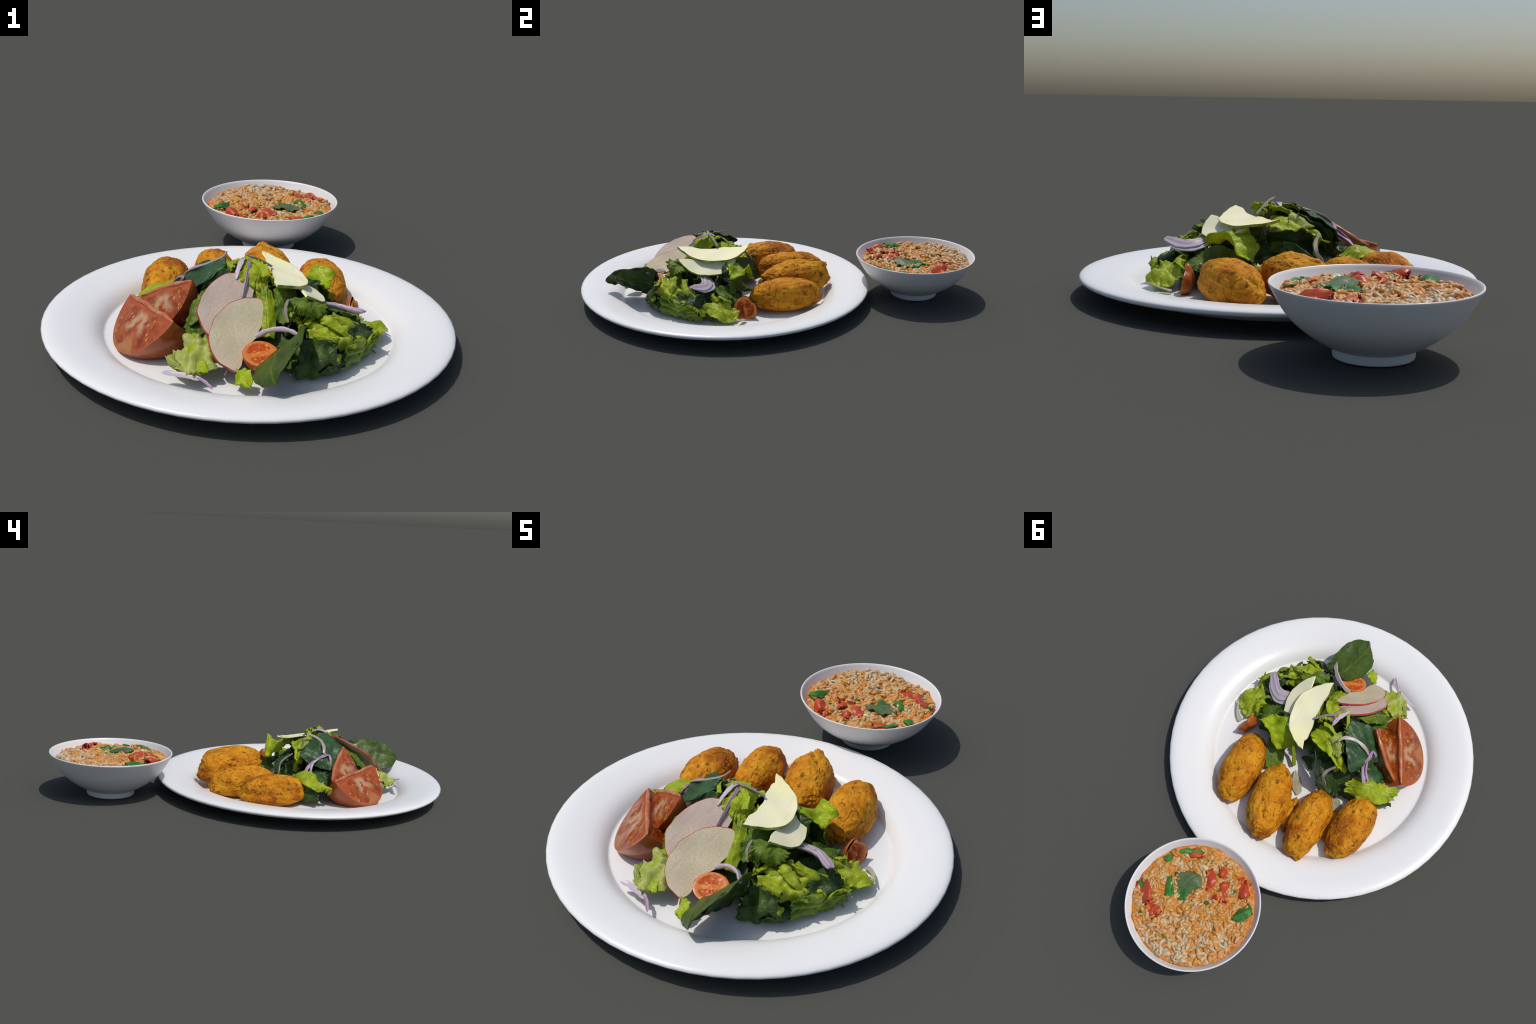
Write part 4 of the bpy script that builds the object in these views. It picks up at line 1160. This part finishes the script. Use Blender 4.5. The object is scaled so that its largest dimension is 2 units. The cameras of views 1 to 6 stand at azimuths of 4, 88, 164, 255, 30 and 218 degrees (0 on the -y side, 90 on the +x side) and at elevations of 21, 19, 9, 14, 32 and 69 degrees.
# narrow folded ribbons and curled rims lying on the heap
RIBBONS = [
    ([(0.232, -0.583, 0.161), (0.272, -0.592, 0.166), (0.317, -0.598, 0.163)], 0.022, (0, 0.8, 0.6), "lettuce"),
    ([(0.255, -0.500, 0.188), (0.290, -0.515, 0.186), (0.325, -0.520, 0.164), (0.357, -0.520, 0.138)], 0.034, (0, 0.9, 0.45), "lettuce"),
    ([(0.285, -0.470, 0.190), (0.330, -0.465, 0.172), (0.370, -0.435, 0.138), (0.395, -0.405, 0.112)], 0.040, (0.4, 0.8, 0.5), "lettuce"),
    ([(0.372, -0.505, 0.045), (0.400, -0.475, 0.080), (0.425, -0.440, 0.104), (0.445, -0.415, 0.100)], 0.028, (0.3, 0.3, 0.9), "lettuce"),
    ([(0.275, -0.628, 0.100), (0.300, -0.620, 0.105), (0.322, -0.605, 0.088)], 0.030, (0, 0.3, 0.9), "lettuce"),
    ([(0.150, -0.520, 0.200), (0.170, -0.535, 0.195), (0.195, -0.540, 0.188)], 0.030, (0, 0.6, 0.8), "bright"),
    ([(0.190, -0.560, 0.175), (0.205, -0.545, 0.178), (0.215, -0.525, 0.185)], 0.032, (0.5, 0.2, 0.8), "lettuce"),
    ([(0.360, -0.300, 0.120), (0.375, -0.270, 0.118), (0.365, -0.240, 0.100)], 0.022, (0.8, 0, 0.6), "bright"),
    ([(0.330, -0.330, 0.130), (0.360, -0.325, 0.128), (0.385, -0.300, 0.110)], 0.020, (0, 0.7, 0.7), "lettuce"),
    ([(-0.150, -0.590, 0.130), (-0.150, -0.640, 0.115), (-0.130, -0.690, 0.100), (-0.110, -0.730, 0.080)], 0.050, (1, 0, 0.4), "bright"),
    ([(-0.225, -0.650, 0.085), (-0.205, -0.690, 0.082), (-0.165, -0.725, 0.078), (-0.125, -0.750, 0.080)], 0.030, (0.6, 0.5, 0.6), "pale"),
    ([(-0.185, -0.600, 0.115), (-0.160, -0.590, 0.130), (-0.140, -0.580, 0.125)], 0.024, (0, 0.5, 0.9), "bright"),
    ([(-0.055, -0.300, 0.292), (-0.020, -0.310, 0.305), (0.015, -0.305, 0.306)], 0.026, (0, 0.7, 0.7), "bright"),
    ([(-0.090, -0.330, 0.300), (-0.075, -0.375, 0.312), (-0.050, -0.405, 0.308)], 0.024, (0.7, 0.2, 0.7), "lettuce"),
    ([(0.010, -0.350, 0.315), (0.045, -0.385, 0.312), (0.060, -0.420, 0.285)], 0.030, (0.7, 0.2, 0.6), "bright"),
    ([(-0.115, -0.240, 0.235), (-0.135, -0.225, 0.210), (-0.130, -0.215, 0.170), (-0.125, -0.205, 0.130)], 0.030, (0.6, 0.6, 0.3), "bright"),
]
for i, (pts, wd, side, kind) in enumerate(RIBBONS):
    pts = np.array(pts)
    sd = np.array(side) / np.linalg.norm(side)
    up = np.cross(np.gradient(pts, axis=0), sd)
    up /= np.linalg.norm(up, axis=1, keepdims=True)
    up *= np.sign(up[:, 2:3] + 1e-6)
    rows = [[p - sd * wd / 2 - u * wd * 0.22, p + u * 0.004, p + sd * wd / 2 - u * wd * 0.22] for p, u in zip(pts, up)]
    leaf(LT, rows, M[kind], salad, 500 + i, 0.75, 0.10, 0.006, 9, 0.005, 0.003, (36, 18))

leaf(LT, [[(0.290, -0.235, 0.176), (0.285, -0.245, 0.120), (0.275, -0.250, 0.055)],
          [(0.225, -0.205, 0.190), (0.220, -0.215, 0.125), (0.212, -0.220, 0.052)],
          [(0.155, -0.175, 0.150), (0.150, -0.190, 0.105), (0.145, -0.200, 0.050)]], M["green"], salad, 48, 0.85, 0.05, 0.008, 9, 0.008)
# dark sheets hanging below the top leaves, facing the fritters
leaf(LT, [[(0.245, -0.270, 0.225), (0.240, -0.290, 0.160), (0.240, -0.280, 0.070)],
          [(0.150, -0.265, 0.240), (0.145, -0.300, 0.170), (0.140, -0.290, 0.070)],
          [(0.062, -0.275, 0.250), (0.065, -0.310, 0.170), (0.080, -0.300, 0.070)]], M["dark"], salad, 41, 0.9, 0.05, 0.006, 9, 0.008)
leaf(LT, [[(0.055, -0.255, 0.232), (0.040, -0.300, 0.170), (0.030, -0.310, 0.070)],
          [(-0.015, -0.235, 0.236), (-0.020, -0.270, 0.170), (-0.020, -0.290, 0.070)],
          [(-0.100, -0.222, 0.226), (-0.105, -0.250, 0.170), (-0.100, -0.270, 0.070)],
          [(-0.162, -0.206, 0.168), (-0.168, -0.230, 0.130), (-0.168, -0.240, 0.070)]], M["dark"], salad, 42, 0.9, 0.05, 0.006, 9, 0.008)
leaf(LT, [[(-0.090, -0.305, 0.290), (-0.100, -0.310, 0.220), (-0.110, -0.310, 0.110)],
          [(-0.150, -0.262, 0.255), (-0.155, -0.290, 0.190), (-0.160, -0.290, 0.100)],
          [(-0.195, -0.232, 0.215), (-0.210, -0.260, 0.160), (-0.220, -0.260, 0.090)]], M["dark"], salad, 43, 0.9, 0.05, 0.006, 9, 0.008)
leaf(SP, [[(-0.030, -0.385, 0.303), (-0.030, -0.402, 0.270), (-0.030, -0.412, 0.220)],
          [(-0.090, -0.402, 0.300), (-0.090, -0.420, 0.260), (-0.090, -0.430, 0.200)],
          [(-0.145, -0.432, 0.270), (-0.152, -0.440, 0.230), (-0.160, -0.450, 0.180)]], M["kale"], salad, 44, 0.7, 0.05, 0.005, 9, 0.006)

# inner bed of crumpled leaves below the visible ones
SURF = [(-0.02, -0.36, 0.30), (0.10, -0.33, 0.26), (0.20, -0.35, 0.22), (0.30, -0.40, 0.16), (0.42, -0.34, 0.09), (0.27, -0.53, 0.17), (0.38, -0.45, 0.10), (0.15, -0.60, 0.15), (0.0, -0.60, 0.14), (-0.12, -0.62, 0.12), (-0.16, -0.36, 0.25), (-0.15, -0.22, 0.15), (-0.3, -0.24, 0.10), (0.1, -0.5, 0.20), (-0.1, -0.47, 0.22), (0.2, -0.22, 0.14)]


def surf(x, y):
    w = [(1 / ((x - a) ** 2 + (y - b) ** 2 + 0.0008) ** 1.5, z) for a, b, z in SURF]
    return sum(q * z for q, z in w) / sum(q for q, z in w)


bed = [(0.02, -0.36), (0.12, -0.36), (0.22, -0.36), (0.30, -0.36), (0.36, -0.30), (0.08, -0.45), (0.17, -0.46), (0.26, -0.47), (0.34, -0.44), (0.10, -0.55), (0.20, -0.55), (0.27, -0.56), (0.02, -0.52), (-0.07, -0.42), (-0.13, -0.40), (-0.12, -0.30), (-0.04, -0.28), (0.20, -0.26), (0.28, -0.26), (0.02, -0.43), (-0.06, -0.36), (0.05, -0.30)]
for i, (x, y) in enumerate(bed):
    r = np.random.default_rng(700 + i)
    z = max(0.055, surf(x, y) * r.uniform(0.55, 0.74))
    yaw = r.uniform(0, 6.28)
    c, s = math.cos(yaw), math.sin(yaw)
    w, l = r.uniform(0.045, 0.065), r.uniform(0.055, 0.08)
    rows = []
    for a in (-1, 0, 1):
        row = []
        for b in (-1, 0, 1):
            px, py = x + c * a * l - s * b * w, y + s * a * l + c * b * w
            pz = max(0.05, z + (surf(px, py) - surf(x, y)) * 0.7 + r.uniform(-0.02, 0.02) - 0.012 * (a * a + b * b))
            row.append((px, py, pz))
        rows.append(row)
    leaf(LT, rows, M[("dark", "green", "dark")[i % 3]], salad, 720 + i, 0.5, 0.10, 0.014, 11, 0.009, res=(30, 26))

# ---------------------------------------------------------------- onion slivers
ON = "onion_sliver"
strip(ON, [(0.240, -0.365, 0.190), (0.310, -0.345, 0.172), (0.360, -0.372, 0.172), (0.402, -0.418, 0.190)], 0.034, 0.014, M["onion"], salad, (0.3, 0.5, 0.8), (0.8, 0.55), seed=1)
strip(ON, [(0.243, -0.382, 0.192), (0.313, -0.366, 0.178), (0.358, -0.392, 0.178), (0.394, -0.432, 0.190)], 0.030, 0.014, M["onion"], salad, (0.3, 0.4, 0.8), (0.8, 0.4), seed=2)
strip(ON, [(0.235, -0.345, 0.180), (0.300, -0.325, 0.160), (0.355, -0.350, 0.158), (0.395, -0.395, 0.175)], 0.022, 0.010, M["onion"], salad, (0.3, 0.5, 0.8), (0.7, 0.35), seed=3)
strip(ON, [(0.040, -0.572, 0.134), (0.085, -0.572, 0.164), (0.134, -0.589, 0.182), (0.172, -0.622, 0.190), (0.193, -0.655, 0.194)], 0.022, 0.013, M["onion"], salad, (0.2, 0.6, 0.6), (0.6, 0.3), seed=4)
strip(ON, [(-0.019, -0.318, 0.312), (-0.022, -0.355, 0.322), (-0.030, -0.395, 0.308), (-0.040, -0.435, 0.278)], 0.019, 0.010, M["onion"], salad, (0, 0.4, 0.9), (0.3, 0.7), seed=5)
strip("onion_sliver", [(-0.008, -0.332, 0.313), (0.002, -0.375, 0.318), (0.000, -0.425, 0.285), (-0.008, -0.480, 0.232)], 0.014, 0.009, M["onion_purple"], salad, (0.5, 0.3, 0.8), (0.4, 0.6), seed=6)
strip(ON, [(-0.009, -0.360, 0.344), (0.020, -0.345, 0.330), (0.048, -0.325, 0.310), (0.078, -0.305, 0.286)], 0.013, 0.008, M["onion_beige"], salad, (0, 0, 1), (0.4, 0.8), seed=7)
strip(ON, [(-0.085, -0.268, 0.318), (-0.100, -0.306, 0.306), (-0.146, -0.331, 0.291), (-0.197, -0.331, 0.270), (-0.226, -0.322, 0.246)], 0.017, 0.010, M["onion_beige"], salad, (-0.5, 0, 0.8), (0.3, 0.6), seed=8)
strip(ON, [(-0.226, -0.352, 0.240), (-0.233, -0.320, 0.234), (-0.230, -0.280, 0.212), (-0.262, -0.235, 0.186), (-0.287, -0.210, 0.154), (-0.318, -0.208, 0.122)], 0.018, 0.011, M["onion_purple"], salad, (-0.5, 0.5, 0.7), (0.5, 0.25), seed=9)
strip(ON, [(-0.235, -0.300, 0.225), (-0.255, -0.262, 0.206), (-0.278, -0.245, 0.178), (-0.287, -0.246, 0.149)], 0.012, 0.009, M["onion_purple"], salad, (-0.7, 0.2, 0.6), (0.5, 0.25), seed=10)
strip(ON, [(-0.226, -0.352, 0.240), (-0.242, -0.355, 0.215), (-0.250, -0.350, 0.190)], 0.012, 0.009, M["onion_purple"], salad, (-0.7, 0.2, 0.6), (0.6, 0.25), seed=11)
strip(ON, [(-0.134, -0.192, 0.226), (-0.108, -0.163, 0.196), (-0.103, -0.138, 0.166), (-0.122, -0.126, 0.128), (-0.130, -0.118, 0.100)], 0.016, 0.008, M["onion_beige"], salad, (0, 1, 0.4), (0.5, 0.7), seed=12)
strip(ON, [(-0.237, -0.730, 0.069), (-0.200, -0.730, 0.068), (-0.150, -0.745, 0.070), (-0.108, -0.760, 0.070)], 0.022, 0.005, M["onion"], salad, (0, -0.3, 1), (0.15, 0.6), seed=13)
strip(ON, [(-0.125, -0.745, 0.072), (-0.095, -0.770, 0.070), (-0.064, -0.808, 0.065)], 0.012, 0.005, M["onion_purple"], salad, (0, -0.3, 1), (0.6, 0.15), seed=14)
strip(ON, [(0.145, -0.500, 0.250), (0.138, -0.520, 0.220), (0.150, -0.535, 0.180)], 0.010, 0.006, M["onion_beige"], salad, (0, -1, 0.2), (0.5, 0.5), seed=15)

bpy.context.view_layer.update()
